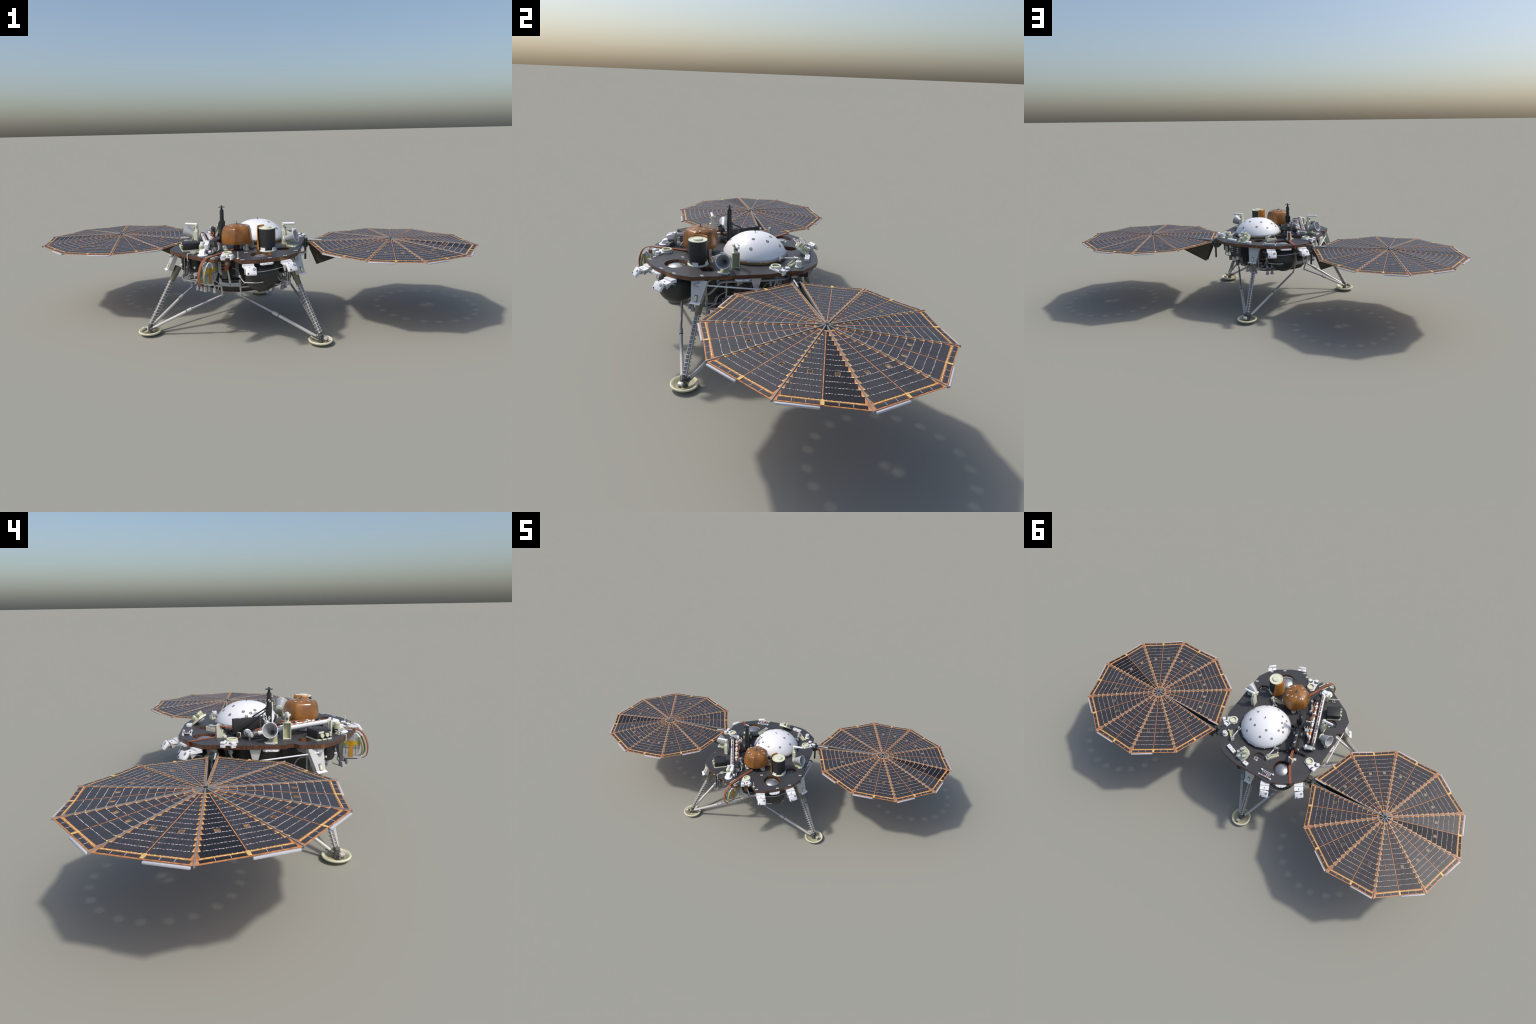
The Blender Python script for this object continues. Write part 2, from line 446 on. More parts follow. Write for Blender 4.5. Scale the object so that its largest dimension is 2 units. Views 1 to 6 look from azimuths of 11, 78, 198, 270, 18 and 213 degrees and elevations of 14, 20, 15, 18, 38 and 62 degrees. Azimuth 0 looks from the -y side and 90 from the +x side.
# ------------------------------------------------------------------ legs (local frame: leg points along +y from the body axis)
def leg_parts():
    bits = {}
    f = Part("foot_pad")
    f.lathe([(0, 0), (.018, 0), (.032, .0020), (.042, .0065), (.0472, .0105), (.0484, .0135), (.0476, .0162), (.0452, .0174), (.0425, .0168), (.0395, .0142), (.0365, .0112)], "foot", at((0, .411, 0)), 48)
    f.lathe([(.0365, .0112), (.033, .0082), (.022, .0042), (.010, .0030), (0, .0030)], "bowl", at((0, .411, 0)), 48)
    bits["foot_pad"] = f
    b = Part("foot_bracket")
    b.cyl((0, .411, .005), (0, .411, .021), .011, "dgrey", .007)
    b.box((0, .413, .024), (.022, .012, .012), "dgrey", bev=.002)
    b.box((0, .4345, .021), (.010, .020, .008), "dgrey", Matrix.Rotation(-.35, 4, "X"), .001)
    b.box((0, .438, .027), (.017, .013, .011), "pale", Matrix.Rotation(-.35, 4, "X"), .0018)
    for s in (-1, 1):
        b.cyl((s * .010, .4085, .023), (s * .022, .386, .036), .0068, "dgrey", .0062)
    bits["foot_bracket"] = b
    low, top = Vector((0, .4125, .030)), Vector((0, .2755, .280))
    d = (top - low).normalized()
    outw = Vector((0, 1, 0)) - d * d.y
    outw.normalize()
    s = Part("shock_strut")
    s.cyl(low, low + d * .245, .0075, "strut", seg=20)
    for q in (-1, 1):
        off = Vector((q * .0062, 0, 0)) + outw * .0055
        s.tube([low + off + d * .012, low + off + d * .236], .0022, "pale", 8)
    s.cyl(low + d * .218, low + d * .246, .0105, "sleeve", .0125)
    s.cyl(low + d * .246, low + d * .252, .0142, "sleeve", .0142)
    s.cyl(low + d * .252, low + d * .282, .0132, "sleeve", .0150)
    s.cyl(low + d * .001, low + d * .014, .0095, "dgrey", .0085)
    bits["shock_strut"] = s
    c = Part("coil_spring")
    turns, n = 16, 16 * 14
    fx, fy = Vector((1, 0, 0)), outw
    c.tube([low + d * (.014 + .205 * i / n) + (fx * math.cos(TAU * turns * i / n) + fy * math.sin(TAU * turns * i / n)) * .0118 for i in range(n + 1)],
           .00115, "pale", 6)
    bits["coil_spring"] = c
    for sgn in (-1, 1):
        k = Part("side_strut")
        a, m = Vector((sgn * .015, .3985, .0300)), Vector((sgn * .0854, .2675, .1085))
        e = Vector((sgn * .150, .134, .1800))
        u = (m - a).normalized()
        k.cyl(a, m - u * .001, .0065, "pale", seg=18)
        k.cyl(m - u * .002, m + u * .002, .0072, "dgrey")
        k.cyl(m + u * .002, m + u * .026, .0080, "grey", .0072, bev=.0008)
        v = (e - m).normalized()
        k.cyl(m + u * .022, e - v * .016, .0048, "lilac", .0044, 16)
        k.cyl(e - v * .017, e, .0040, "olive", .0030, 12)
        k.box(e, (.008, .008, .010), "grey", bev=.001)
        bits["side_strut" + ("" if sgn < 0 else "+")] = k
    g = Part("leg_fairing")
    wt, wb = .030, .0165
    T0, B0 = Vector((0, .292, DECK_B - .0004)), Vector((0, .3235, .2725))
    n = Vector((0, -.88, -.42)) * .020
    hw = lambda P, w: [P + Vector((-w, 0, 0)), P + Vector((w, 0, 0))]
    tl, tr = hw(T0, wt); bl, br = hw(B0, wb)
    cut0, cut1 = B0 + Vector((-.004, -.012, .0240)), B0 + Vector((.004, -.012, .0240))
    V = [tl, tr, br, bl] + [p + n for p in (tl, tr, br, bl)]
    V[4].z = V[5].z = DECK_B - .0004
    g.emit(V, [(0, 1, 2, 3), (4, 5, 6, 7), (0, 3, 7, 4), (1, 2, 6, 5), (2, 3, 7, 6)], "pale")
    g.box(B0 + Vector((0, .003, 0)), (.038, .014, .0022), "white", Matrix.Rotation(-.35, 4, "X"), .0006)
    ax = (T0 - B0).normalized()
    fn = ax.cross(Vector((1, 0, 0))).normalized()
    if fn.y < 0: fn = -fn
    g.cyl(B0 + ax * .004 + fn * .0015, B0 + ax * .022 + fn * .0015, .0042, "cream", seg=16, bev=.0006)
    g.box(B0 + ax * .013 + fn * .0006, (.011, .0006, .024), "dgrey", frame(ax, (1, 0, 0)) @ Matrix.Identity(4))
    bits["leg_fairing"] = g
    return bits
LB = leg_parts()
LM = {k: p.mesh() for k, p in LB.items()}
leg_nodes = []
for ang in (0, 120, 240):
    X = Matrix.Translation(CENTRE) @ rz(ang)
    lg = place("leg", LM["shock_strut"], root, X)
    leg_nodes.append(lg)
    for k, me in LM.items():
        if k != "shock_strut":
            place(k.rstrip("+"), me, lg)

# brackets that carry the side struts, between the legs
def yoke_part():
    p = Part("strut_yoke")
    y = .2175
    p.bar((-.041, y, .236), (0, y + .008, .234), .007, .013, "grey", bev=.0012)
    p.bar((0, y + .008, .234), (.041, y, .236), .007, .013, "grey", bev=.0012)
    p.bar((-.036, y - .012, .226), (.036, y - .012, .226), .010, .010, "grey")
    p.bar((-.038, y - .016, .246), (.038, y - .016, .246), .022, .004, "dgrey")
    p.box((0, y + .012, .2315), (.009, .007, .009), "grey", bev=.001)
    for s in (-1, 1):
        p.cyl((s * .040, y, .240), (s * .0375, .196, .181), .0042, "pale", .0034, 12)
        p.cyl((s * .040, y, .236), (s * .040, y, .254), .0055, "grey", seg=14)
    p.cyl((.002, .266, .342), (-.002, y + .006, .238), .0030, "pale", .0045, 12)
    p.cyl((.001, .262, .342), (.001, .255, .322), .008, "grey", seg=14)
    return p.mesh()
ym = yoke_part()
for ang in (180, 300, 60):
    place("strut_yoke", ym, root, Matrix.Translation(CENTRE) @ rz(ang))

# ring of beams that ties the yokes together through a block behind each leg
def truss():
    p = Part("truss_beam")
    p.box((0, .2516, .2212), (.021, .016, .018), "pale", None, .0015)
    for s in (-1, 1):
        p.bar((s * .010, .2500, .2185), (s * .168, .1440, .2225), .0045, .0060, "grey", bev=.0008)
        p.cyl((s * .006, .2520, .229), (s * .011, .2600, DECK_B - .0006), .0026, "pale", seg=10)
        p.tube(bez([(s * .012, .247, .224), (s * .030, .232, .236), (s * .040, .222, .262), (s * .060, .205, .275)], 5), .0022, "grey", 8)
        p.tube(bez([(s * .160, .147, .232), (s * .125, .168, .246), (s * .100, .182, .238), (s * .085, .192, .226)], 5), .0020, "pale", 8)
        p.box((s * .062, .2130, .2330), (.014, .012, .022), "dgrey", rz(-s * 34), .001)
        p.box((s * .105, .1850, .2360), (.020, .014, .014), "dgrey", rz(-s * 34), .001)
        p.cyl((s * .135, .165, .2225), (s * .135, .165, .252), .0055, "grey", seg=12)
    return p.mesh()
tm = truss()
for ang in (0, 120, 240):
    place("truss_beam", tm, root, Matrix.Translation(CENTRE) @ rz(ang))

# ------------------------------------------------------------------ descent thrusters
noz = Part("descent_thruster")
noz.lathe([(.0088, 0), (.0078, .005), (.0056, .014), (.0034, .022), (.0036, .024), (.0032, .024), (.0030, .021), (.0050, .013), (.0070, .004), (.0082, 0)], "lilac", seg=20)
noz.cyl((0, 0, .023), (0, 0, .036), .0052, "dgrey", seg=14)
noz.cyl((0, 0, .036), (0, 0, .047), .0068, "grey", seg=14, bev=.001)
noz.tube([(0, 0, .045), (.004, 0, .058), (.012, 0, .066)], .002, "pale", 8)
noz_me = noz.mesh()
NOZ = [(-.151, -.240), (-.131, -.250), (.141, -.247), (.164, -.239), (.192, -.188), (.2, -.165),
       (-.044, .154), (-.064, .140), (.047, .140), (.019, .153), (-.190, -.190), (-.200, -.168)]
for x, y in NOZ:
    place("descent_thruster", noz_me, root, at((x, y, .188), rz(RNG.uniform(0, 360))))
can = Part("canister_nozzle")
can.lathe([(.0072, 0), (.0076, .003), (.0066, .020), (.004, .022), (.004, .034), (0, .034)], "pale", seg=18)
can.lathe([(.0072, 0), (.004, .001), (0, .001)], "dgrey", seg=18)
can_me = can.mesh()
for x, y in [(-.114, -.257), (-.101, -.246), (-.073, -.262), (.075, .131), (.062, .122)]:
    place("canister_nozzle", can_me, root, at((x, y, .186)))

# ------------------------------------------------------------------ plumbing and struts below the deck
pipes = Part("plumbing")
def mirror_pipe(pts, r, key, both=True):
    pipes.tube(bez(pts, 6), r, key, 8)
    if both:                                         # the layout repeats at 180 degrees round the body axis
        pipes.tube(bez([(-x, -.152 - y, z) for x, y, z in pts], 6), r, key, 8)
mirror_pipe([(.200, -.198, .264), (.214, -.182, .276), (.228, -.160, .306), (.234, -.140, .3235), (.237, -.05, .3240), (.236, .06, .3245), (.226, .092, .3250)], .0042, "grey", False)
mirror_pipe([(.214, -.125, .336), (.214, -.126, .262), (.205, -.13, .252)], .0030, "grey", False)
mirror_pipe([(.19, -.21, .232), (.205, -.17, .231), (.213, -.13, .236), (.222, -.105, .262)], .0030, "pale", False)
mirror_pipe([(.195, -.19, .205), (.20, -.12, .206), (.19, -.02, .205), (.185, .06, .207)], .0034, "grey", False)
mirror_pipe([(.168, .03, .235), (.15, .06, .224), (.10, .105, .212), (.05, .13, .208), (-.03, .135, .207), (-.075, .118, .206)], .0032, "grey", False)
mirror_pipe([(.055, .128, .300), (.03, .140, .285), (.012, .150, .262), (.02, .145, .235), (.03, .14, .222)], .0022, "pale", False)
mirror_pipe([(-.02, .15, .305), (-.05, .165, .302), (-.085, .168, .300)], .0020, "pale", False)
mirror_pipe([(.18, -.05, .24), (.186, .0, .225), (.18, .04, .22), (.165, .06, .25)], .0022, "grey", False)
mirror_pipe([(.17, .08, .33), (.185, .06, .30), (.19, .02, .29), (.2, .0, .26)], .0018, "pale")
mirror_pipe([(.215, .05, .335), (.222, .055, .31), (.218, .06, .285), (.20, .065, .262)], .0018, "pale", False)
# line looping round the front tank, and its twin at the back
mirror_pipe([(.008, -.285, .297), (.030, -.30, .296), (.043, -.320, .288), (.050, -.335, .279)], .0018, "pale")
mirror_pipe([(.050, -.335, .277), (.068, -.362, .267), (.080, -.368, .2645), (.12, -.372, .266), (.146, -.366, .268)], .0020, "pale")
mirror_pipe([(.085, -.360, .305), (.130, -.362, .306), (.175, -.345, .3105), (.215, -.30, .312)], .0016, "pale")
for s in (1, -1):
    X0 = about(0 if s > 0 else 180)
    pipes.X = X0
    pipes.lathe([(0, 0), (.006, .001), (.0065, .006), (.004, .010), (0, .010)], "grey", at((.050, -.335, .2735)), 14)
    for x, y, z, sx, sy, sz, k in [] if s < 0 else [(.221, -.155, .322, .008, .010, .022, "grey"), (.221, -.085, .315, .006, .009, .026, "grey"), (.221, -.02, .314, .006, .009, .026, "grey"),
                                   (.222, .03, .31, .006, .009, .030, "grey"), (.205, -.125, .250, .018, .030, .010, "dgrey"), (.207, -.135, .235, .012, .010, .024, "grey"),
                                   (.207, -.115, .235, .012, .010, .024, "grey"), (.208, -.125, .222, .014, .034, .008, "dgrey"), (.2, -.2, .222, .016, .020, .016, "pale"),
                                   (.19, .055, .235, .020, .030, .022, "dgrey"), (.205, .09, .30, .020, .024, .030, "dgrey"), (.19, .115, .295, .016, .016, .036, "grey")]:
        pipes.box((x, y, z), (sx, sy, sz), k, bev=.0015)
    for a, b, r in [] if s < 0 else [((.215, -.15, .335), (.20, -.21, .262), .0018), ((.205, -.127, .258), (.216, -.095, .222), .0018), ((.205, -.127, .258), (.212, -.16, .228), .0018),
                    ((.20, -.06, .30), (.205, -.02, .25), .0016), ((.218, .01, .33), (.205, .06, .25), .0016), ((.19, .02, .262), (.215, .075, .30), .0016),
                    ((.21, .075, .335), (.205, .105, .262), .0022), ((.2, .06, .245), (.195, .11, .262), .002)]:
        pipes.cyl(a, b, r, "dgrey", seg=8)
    rr = random.Random(31)
    for _ in range(26):                              # harness clutter: short elbows, fittings, valves
        ang = math.radians(rr.choice([rr.uniform(-25, 40), rr.uniform(70, 95)]))
        R = rr.uniform(.178, .222) if s > 0 else rr.uniform(.172, .190)
        c = Vector((R * math.cos(ang), CENTRE.y + R * math.sin(ang), rr.uniform(.212, .325)))
        t = Vector((-math.sin(ang), math.cos(ang), 0))
        key = rr.choice(["grey", "dgrey", "pale", "black"])
        if rr.random() < .5:
            e = c + t * rr.uniform(-.022, .022) + Vector((0, 0, rr.uniform(-.02, .02)))
            pipes.cyl(c, e, rr.uniform(.002, .005), key, seg=10)
        else:
            pipes.box(c, (rr.uniform(.006, .014), rr.uniform(.006, .016), rr.uniform(.006, .016)), key, rz(math.degrees(ang)), .001)
pipes.X = Matrix.Identity(4)
for a, b, w, h, k in [((.185, .055, .262), (.045, .140, .224), .008, .009, "grey"),
                                            ((.12, .145, .286), (.12, .145, .222), .014, .016, "dgrey"), 
                      ((-.02, -.292, .335), (-.02, -.292, .255), .020, .012, "dgrey"),
                      ((.03, -.292, .335), (.03, -.288, .262), .016, .010, "dgrey")]:
    pipes.bar(a, b, w, h, k, (0, 1, 0) if abs(a[0] - b[0]) < .01 and abs(a[1] - b[1]) < .01 else (0, 0, 1), .001)
pipes.lathe([(0, .240), (.012, .242), (.015, .252), (.013, .264), (0, .270)], "pale", at((.140, .135, 0)), 20)
pipes.done(root, stuff=True)

# ------------------------------------------------------------------ thruster pods at the deck lobes
def pod_part(splay):
    """Local frame: +x outward, z up, origin on the deck edge underside."""
    p = Part("thruster_pod")
    h = .0205
    V = [(-.010, -h, -.001), (-.010, h, -.001), (.012, h, -.001), (.012, -h, -.001),
         (.0125, -h, -.0065), (.0125, h, -.0065), (.032, h, -.009), (.032, -h, -.009),
         (.032, h, -.013), (.032, -h, -.013), (-.010, h, -.013), (-.010, -h, -.013)]
    F = [(0, 1, 2, 3), (3, 2, 5, 4), (4, 5, 6, 7), (7, 6, 8, 9), (9, 8, 10, 11), (11, 10, 1, 0), (0, 3, 4, 7, 9, 11), (1, 2, 5, 6, 8, 10)]
    p.emit(V, F, "white")
    p.hull([(.002, -.016, -.013), (.034, -.019, -.013), (.028, -.019, -.034), (.023, -.019, -.034), (.002, -.013, -.013), (.034, -.015, -.013), (.028, -.0155, -.034), (.023, -.0155, -.034)], "pale")
    p.hull([(.002, .016, -.013), (.034, .019, -.013), (.028, .019, -.028), (.002, .013, -.013), (.034, .015, -.013), (.028, .0155, -.028)], "pale")
    p.cyl((.024, 0, -.0092), (.024, 0, -.0072), .0026, "black", seg=14)
    tilt = rz(splay) @ Matrix.Rotation(math.radians(52), 4, "Y")
    c = Vector((.0485, .0, -.0178))
    p.box(c, (.031, .040, .012), "white", tilt, .004)
    R = at(c, tilt)
    p.X = R
    p.cyl((-.006, .011, .0055), (-.006, .011, .0071), .0052, "decal", seg=18)
    p.cyl((-.006, .011, .0055), (-.006, .011, .0078), .0040, "grey", seg=18)
    p.cyl((.010, -.012, .0055), (.010, -.012, .0068), .0034, "decal", seg=16)
    p.cyl((.010, -.012, .0055), (.010, -.012, .0072), .0016, "black", seg=12)
    p.X = Matrix.Identity(4)
    p.cyl((.030, .004, -.020), (.040, .002, -.022), .007, "grey", seg=14)
    p.tube([(.022, .0, -.018), (.03, -.008, -.028), (.022, -.012, -.034)], .0016, "dgrey", 8)
    p.cyl((.012, -.006, -.013), (.016, -.006, -.024), .004, "grey", seg=12)
    return p.mesh()
pods = {q: pod_part(q) for q in (-8, 8)}
for px, py, a, q in [(.1144, -.4309, -64, -8), (.2529, -.3561, -56, 8), (-.1151, .2843, 116, -8), (-.2532, .2036, 124, 8)]:
    d = Vector((math.cos(math.radians(a)), math.sin(math.radians(a)), 0))
    place("thruster_pod", pods[q], root, at(Vector((px, py, DECK_B)) - d * .0485, rz(a)))

# white trays and triangular gussets hanging under the deck rim
tray = Part("rim_tray")
tray.prism([(-.027, .0), (-.018, .010), (.018, .010), (.027, .0), (.016, -.010), (-.016, -.010)], -.007, -.001, "white")
tray.prism([(-.012, .008), (.012, .008), (.008, .014), (-.008, .014)], -.005, -.002, "white")
tray.box((0, .011, -.0035), (.008, .004, .0035), "dgrey")
tray_me = tray.mesh()
for x, y, a in [(.160, -.362, 210), (-.161, .211, 30), (.2555, -.075, 270), (-.2555, -.078, 90)]:
    place("rim_tray", tray_me, root, at((x, y, DECK_B), rz(a)))
for s in (1, -1):
    g = Part("rim_gusset")
    x = s * .249
    V = [(x, -.047, DECK_B - .0004), (x, -.008, DECK_B - .0004), (x + s * .004, -.020, .2960), (x + s * .004, -.034, .2960)]
    g.emit(V + [(q[0] - s * .006, q[1], q[2]) for q in V], [(0, 1, 2, 3), (4, 5, 6, 7), (0, 1, 5, 4), (1, 2, 6, 5), (2, 3, 7, 6), (3, 0, 4, 7)], "pale")
    g.done(root)
    r = Part("stay_rod")
    a, b = Vector((s * .2605, -.236, .3295)), Vector((s * .272, -.018, .306))
    r.cyl(a, b, .0026, "white", seg=12)
    r.hull([(s * .256, -.236 + q, DECK_B - .0004) for q in (-.013, .013)] + [(s * .262, -.236 + q, .3225) for q in (-.005, .005)] + [(s * .252, -.236 + q, .3225) for q in (-.005, .005)]
           + [(s * .250, -.236 + q, DECK_B - .0004) for q in (-.013, .013)], "grey")
    r.cyl((s * .257, -.236, .3285), (s * .266, -.236, .3285), .0045, "grey", seg=12)
    r.box(b, (.008, .010, .012), "grey", rz(0), .0015)
    r.tube([b, (s * .262, .004, .300), (s * .225, .02, .285)], .0038, "pale", 10)
    r.done(root)

# drum, tool carrier and fittings at the front left
tool = Part("tool_drum")
tool.lathe([(0, .276), (.022, .276), (.027, .283), (.028, .291), (.030, .292), (.030, DECK_B - .0004)], "tank", at((-.148, -.272, 0)), 36)
tool.cyl((-.140, -.300, .300), (-.139, -.309, .300), .0042, "white", seg=14)
tool.cyl((-.168, -.297, .300), (-.171, -.305, .300), .0042, "white", seg=14)
tool.hull([(-.12, -.30, DECK_B), (-.110, -.306, DECK_B), (-.112, -.312, .322), (-.116, -.30, DECK_B)], "grey")
tool.cyl((-.196, -.24, .275), (-.196, -.24, DECK_B - .0004), .019, "body", seg=24)
tool.cyl((-.206, -.258, .300), (-.209, -.264, .300), .004, "white", seg=14)
tool.done(root)
grap = Part("tool_carrier")
for x, y, w in ((-.176, -.312, .012), (-.160, -.322, .010), (-.166, -.300, .012)):
    grap.bar((x, y, DECK_B - .0004), (-.170 + (x + .17) * .5, -.321, .272), .0035, w, "dgrey", (0, 1, 0))
grap.box((-.171, -.324, .266), (.020, .018, .014), "grey", rz(30), .002)
grap.box((-.174, -.334, .272), (.012, .008, .018), "dgrey", rz(30), .001)
grap.cyl((-.182, -.330, .262), (-.162, -.330, .262), .0055, "pale", seg=14)
for k in range(5):
    grap.box((-.178 + k * .004, -.337, .265), (.0016, .006, .012), "pale", rz(30))
grap.tube([(-.185, -.325, .256), (-.150, -.315, .252), (-.115, -.30, .250)], .002, "pale", 8)
grap.tube([(-.160, -.31, .29), (-.145, -.31, .275), (-.158, -.318, .262)], .0016, "dgrey", 8)
grap.done(root)

# ------------------------------------------------------------------ tether pouch hung under the front notch
pouch = Part("tether_pouch")
pn = Vector((-.951, .309, 0)).normalized()           # a flat round-bottomed bag, taped the same on both faces
pu = Vector((0, 0, 1)); pt = pn.cross(pu)
if pt.y > 0: pt = -pt                                # widthwise, towards the front
pn = pt.cross(pu)
PC = Vector((-.0610, -.3625, .2970))
pouch.X = at(PC, Matrix((pt, pu, pn)).transposed().to_4x4())
R = .0425
def bag_outline(r, top):
    return [(r * math.cos(t), r * math.sin(t)) for t in [math.radians(a) for a in range(180, 361, 6)]] + [(r, top - .006), (r - .008, top), (-r + .008, top), (-r, top - .006)]
pouch.prism(bag_outline(R, .0455), -.0070, .0070, "fabric")
pouch.prism(bag_outline(R - .0025, .0440), -.0092, .0092, "fabric")
for q in (-1, 1):
    pouch.box((.004, .0130, q * .0094), (.068, .0155, .0014), "yellow")
    pouch.box((.0125, -.0080, q * .0098), (.0140, .0600, .0016), "orange")
    for x in (-.0270, -.0060, .0285):
        pouch.box((x, .0030, q * .0093), (.0008, .060, .0014), "dgrey")
    pouch.box((0, -.0030, q * .0096), (.078, .0008, .0016), "dgrey")
pouch.X = Matrix.Identity(4)
pouch.done(root)

reel = Part("tether_strap")
sd = Vector((.86, -.51, 0))
path = [(.006, -.246, .366), (-.006, -.258, .361), (-.030, -.300, .3595), (-.052, -.356, .3600), (-.063, -.383, .3600), (-.072, -.403, .353), (-.079, -.417, .337),
        (-.0845, -.4265, .310), (-.0855, -.4285, .287), (-.0835, -.425, .266), (-.077, -.413, .256)]
reel.ribbon(bez(path, 6), .0115, .0022, "copper", sd)
reel.done(root)
pads = Part("reel_guard")
for q in (-.0135, .0115):
    off = Vector((.86, -.51, 0)) * q
    pp = [Vector(p) + off + Vector((.004, .004, 0)) for p in ((-.0735, -.408, .333), (-.0800, -.4185, .305), (-.0805, -.4200, .283), (-.078, -.415, .268))]
    pads.ribbon(bez(pp, 5), .0100, .0060, "pad", sd)
    pads.box(pp[0], (.006, .006, .006), "white", rz(30), .001)
    pads.box(pp[-1], (.006, .006, .008), "white", rz(30), .001)
    pads.tube(bez([pp[0], pp[0] + Vector((.006, .010, .012)), pp[0] + Vector((.014, .022, .004)), pp[0] + Vector((.016, .028, -.016))], 5), .0022, "white", 8)
    pads.tube([pp[-1], pp[-1] + Vector((.010, .016, -.010)), pp[-1] + Vector((.022, .036, -.012))], .0022, "white", 8)
pads.hull([(-.020, -.338, .3345), (.014, -.340, .3345), (.012, -.336, .322), (.000, -.338, .298), (-.020, -.338, .298), (-.020, -.318, .3345), (.014, -.318, .3345), (.000, -.318, .298), (-.020, -.318, .298)], "copper")
for k in range(3):
    pads.box((-.017, -.342, .3300 - .0125 * k), (.014, .010, .0045), "black", None, .001)
pads.box((-.0285, -.344, .316), (.0050, .012, .046), "grey", None, .001)
pads.box((-.0225, -.342, .316), (.0040, .010, .040), "pale", None, .001)
pads.tube(bez([(-.028, -.35, .275), (-.02, -.352, .262), (-.03, -.352, .25), (-.035, -.35, .225)], 5), .0018, "pale", 8)
pads.tube([(-.075, -.395, .2525), (-.052, -.36, .246), (-.03, -.34, .246)], .0016, "dgrey", 8)
pads.done(root)

# long rails clipped flat beside the strap
rail = Part("cable_clip")
for q in (-.012, .012):
    o = Vector((.93, -.36, 0)) * q
    rail.bar(Vector((-.044, -.345, .3585)) + o, Vector((-.061, -.378, .3585)) + o, .003, .003, "cream")
rail.done(root)

# ------------------------------------------------------------------ seismometer wind shield (white dome)
SC = (.059, -.001)
dome = Part("wind_shield_dome")
DP = [(0, .4440), (.012, .4438), (.026, .4427), (.040, .4400), (.054, .4357), (.068, .4292), (.082, .4200), (.094, .4100), (.104, .3985), (.111, .3880), (.1150, .3800), (.1165, .3758), (.1150, .3728)]
dome.lathe(DP, "dome", at((SC[0], SC[1], 0)), 72)
dome = dome.done(root)
rim = Part("shield_rim")
rim.lathe([(.1150, .3732), (.1195, .3732), (.1205, .3700), (.1195, .3664), (.1130, .3660)], "grey", at((SC[0], SC[1], 0)), 72)
rim.lathe([(.1130, .3662), (.1160, .3660), (.1160, .3598), (.1130, .3595)], "gold", at((SC[0], SC[1], 0)), 72)
rim.lathe([(.1120, .3600), (.1168, .3596), (.1168, .3572), (.1120, .3571)], "dgrey", at((SC[0], SC[1], 0)), 72)
for k in range(18):
    t = TAU * k / 18
    rim.box((SC[0] + .1205 * math.cos(t), SC[1] + .1205 * math.sin(t), .3690), (.004, .005, .004), "grey", rz(math.degrees(t)), .0005)
rim.done(root)
pin = Part("lift_pin")
pin.cyl((SC[0], SC[1], .4435), (SC[0], SC[1], .4505), .0011, "black", seg=10)
pin.cyl((SC[0], SC[1], .4502), (SC[0], SC[1], .4518), .0026, "black", seg=14)
pin.done(root)
dec = Part("target_decal")
dec.cyl((0, 0, -.0004), (0, 0, .0006), .0058, "decal", seg=20)
dec.box((-.0020, .0012, .0007), (.0026, .0022, .0006), "tag", rz(25))
dec.box((.0020, -.0012, .0007), (.0026, .0022, .0006), "tag", rz(25))
dec_me = dec.mesh()
def dome_z(r):
    for (r0, z0), (r1, z1) in zip(DP, DP[1:]):
        if r0 <= r <= r1:
            return z0 + (z1 - z0) * (r - r0) / (r1 - r0), math.atan2(z0 - z1, r1 - r0)
for r, a in [(.070, 30), (.059, 66), (.089, 106), (.061, 126), (.082, 171), (.098, 179), (.088, -171), (.078, -158), (.099, -143), (.084, -130), (.090, -100),
             (.090, -60), (.093, -19), (.054, -17), (.098, 60), (.096, 140)]:
    z, sl = dome_z(r)
    t = math.radians(a)
    place("target_decal", dec_me, dome, at((SC[0] + r * math.cos(t), SC[1] + r * math.sin(t), z + .0003), rz(a) @ Matrix.Rotation(sl, 4, "Y")))

def clamp(name, base_a, base_b, low, hit):
    """Hold-down: cream channel on the deck plus a hinged arm that reaches the shield rim."""
    p = Part(name)
    a, b = Vector((*base_a, DECK_Z)), Vector((*base_b, DECK_Z))
    d = (b - a).normalized(); s = Vector((-d.y, d.x, 0))
    w = .008
    for q in (-1, 1):
        V = [a + s * q * w, b + s * q * w, b + s * q * w + Vector((0, 0, .005)), a + s * q * w + Vector((0, 0, .0165))]
        U = [v - s * q * .0015 for v in V]
        p.emit(V + U, [(0, 1, 2, 3), (4, 5, 6, 7), (0, 1, 5, 4), (1, 2, 6, 5), (2, 3, 7, 6), (3, 0, 4, 7)], "cream")
    p.bar(a + Vector((0, 0, .0015)), b + Vector((0, 0, .0015)), 2 * w - .004, .003, "olive")
    p.box(a + Vector((0, 0, .0082)) - d * .001, (.003, 2 * w, .0165), "cream", rz(math.degrees(math.atan2(d.y, d.x))))
    L, H = Vector(low), Vector(hit)
    p.cyl(L + s * .009, L - s * .009, .0045, "grey", seg=14)
    p.bar(L, H + (L - H) * .2, .0055, .005, "pale", bev=.0008)
    e = (L - H).normalized(); f = Vector((-e.y, e.x, 0)).normalized()
    for q in (-1, 1):
        p.bar(H + e * .016, H + f * q * .009 - e * .003, .003, .004, "grey")
        p.box(H + f * q * .009 - e * .003 + Vector((0, 0, -.004)), (.007, .006, .012), "grey", rz(math.degrees(math.atan2(e.y, e.x))), .001)
    p.bar(H + f * .010, H - f * .010, .004, .004, "grey")
    p.cyl(H + e * .012 + Vector((0, 0, -.006)), H + e * .012 + Vector((0, 0, .003)), .004, "dgrey", seg=12)
    p.box(b + Vector((0, 0, .004)) + s * .010, (.006, .006, .008), "cream", None, .001)
    return p.done(root)
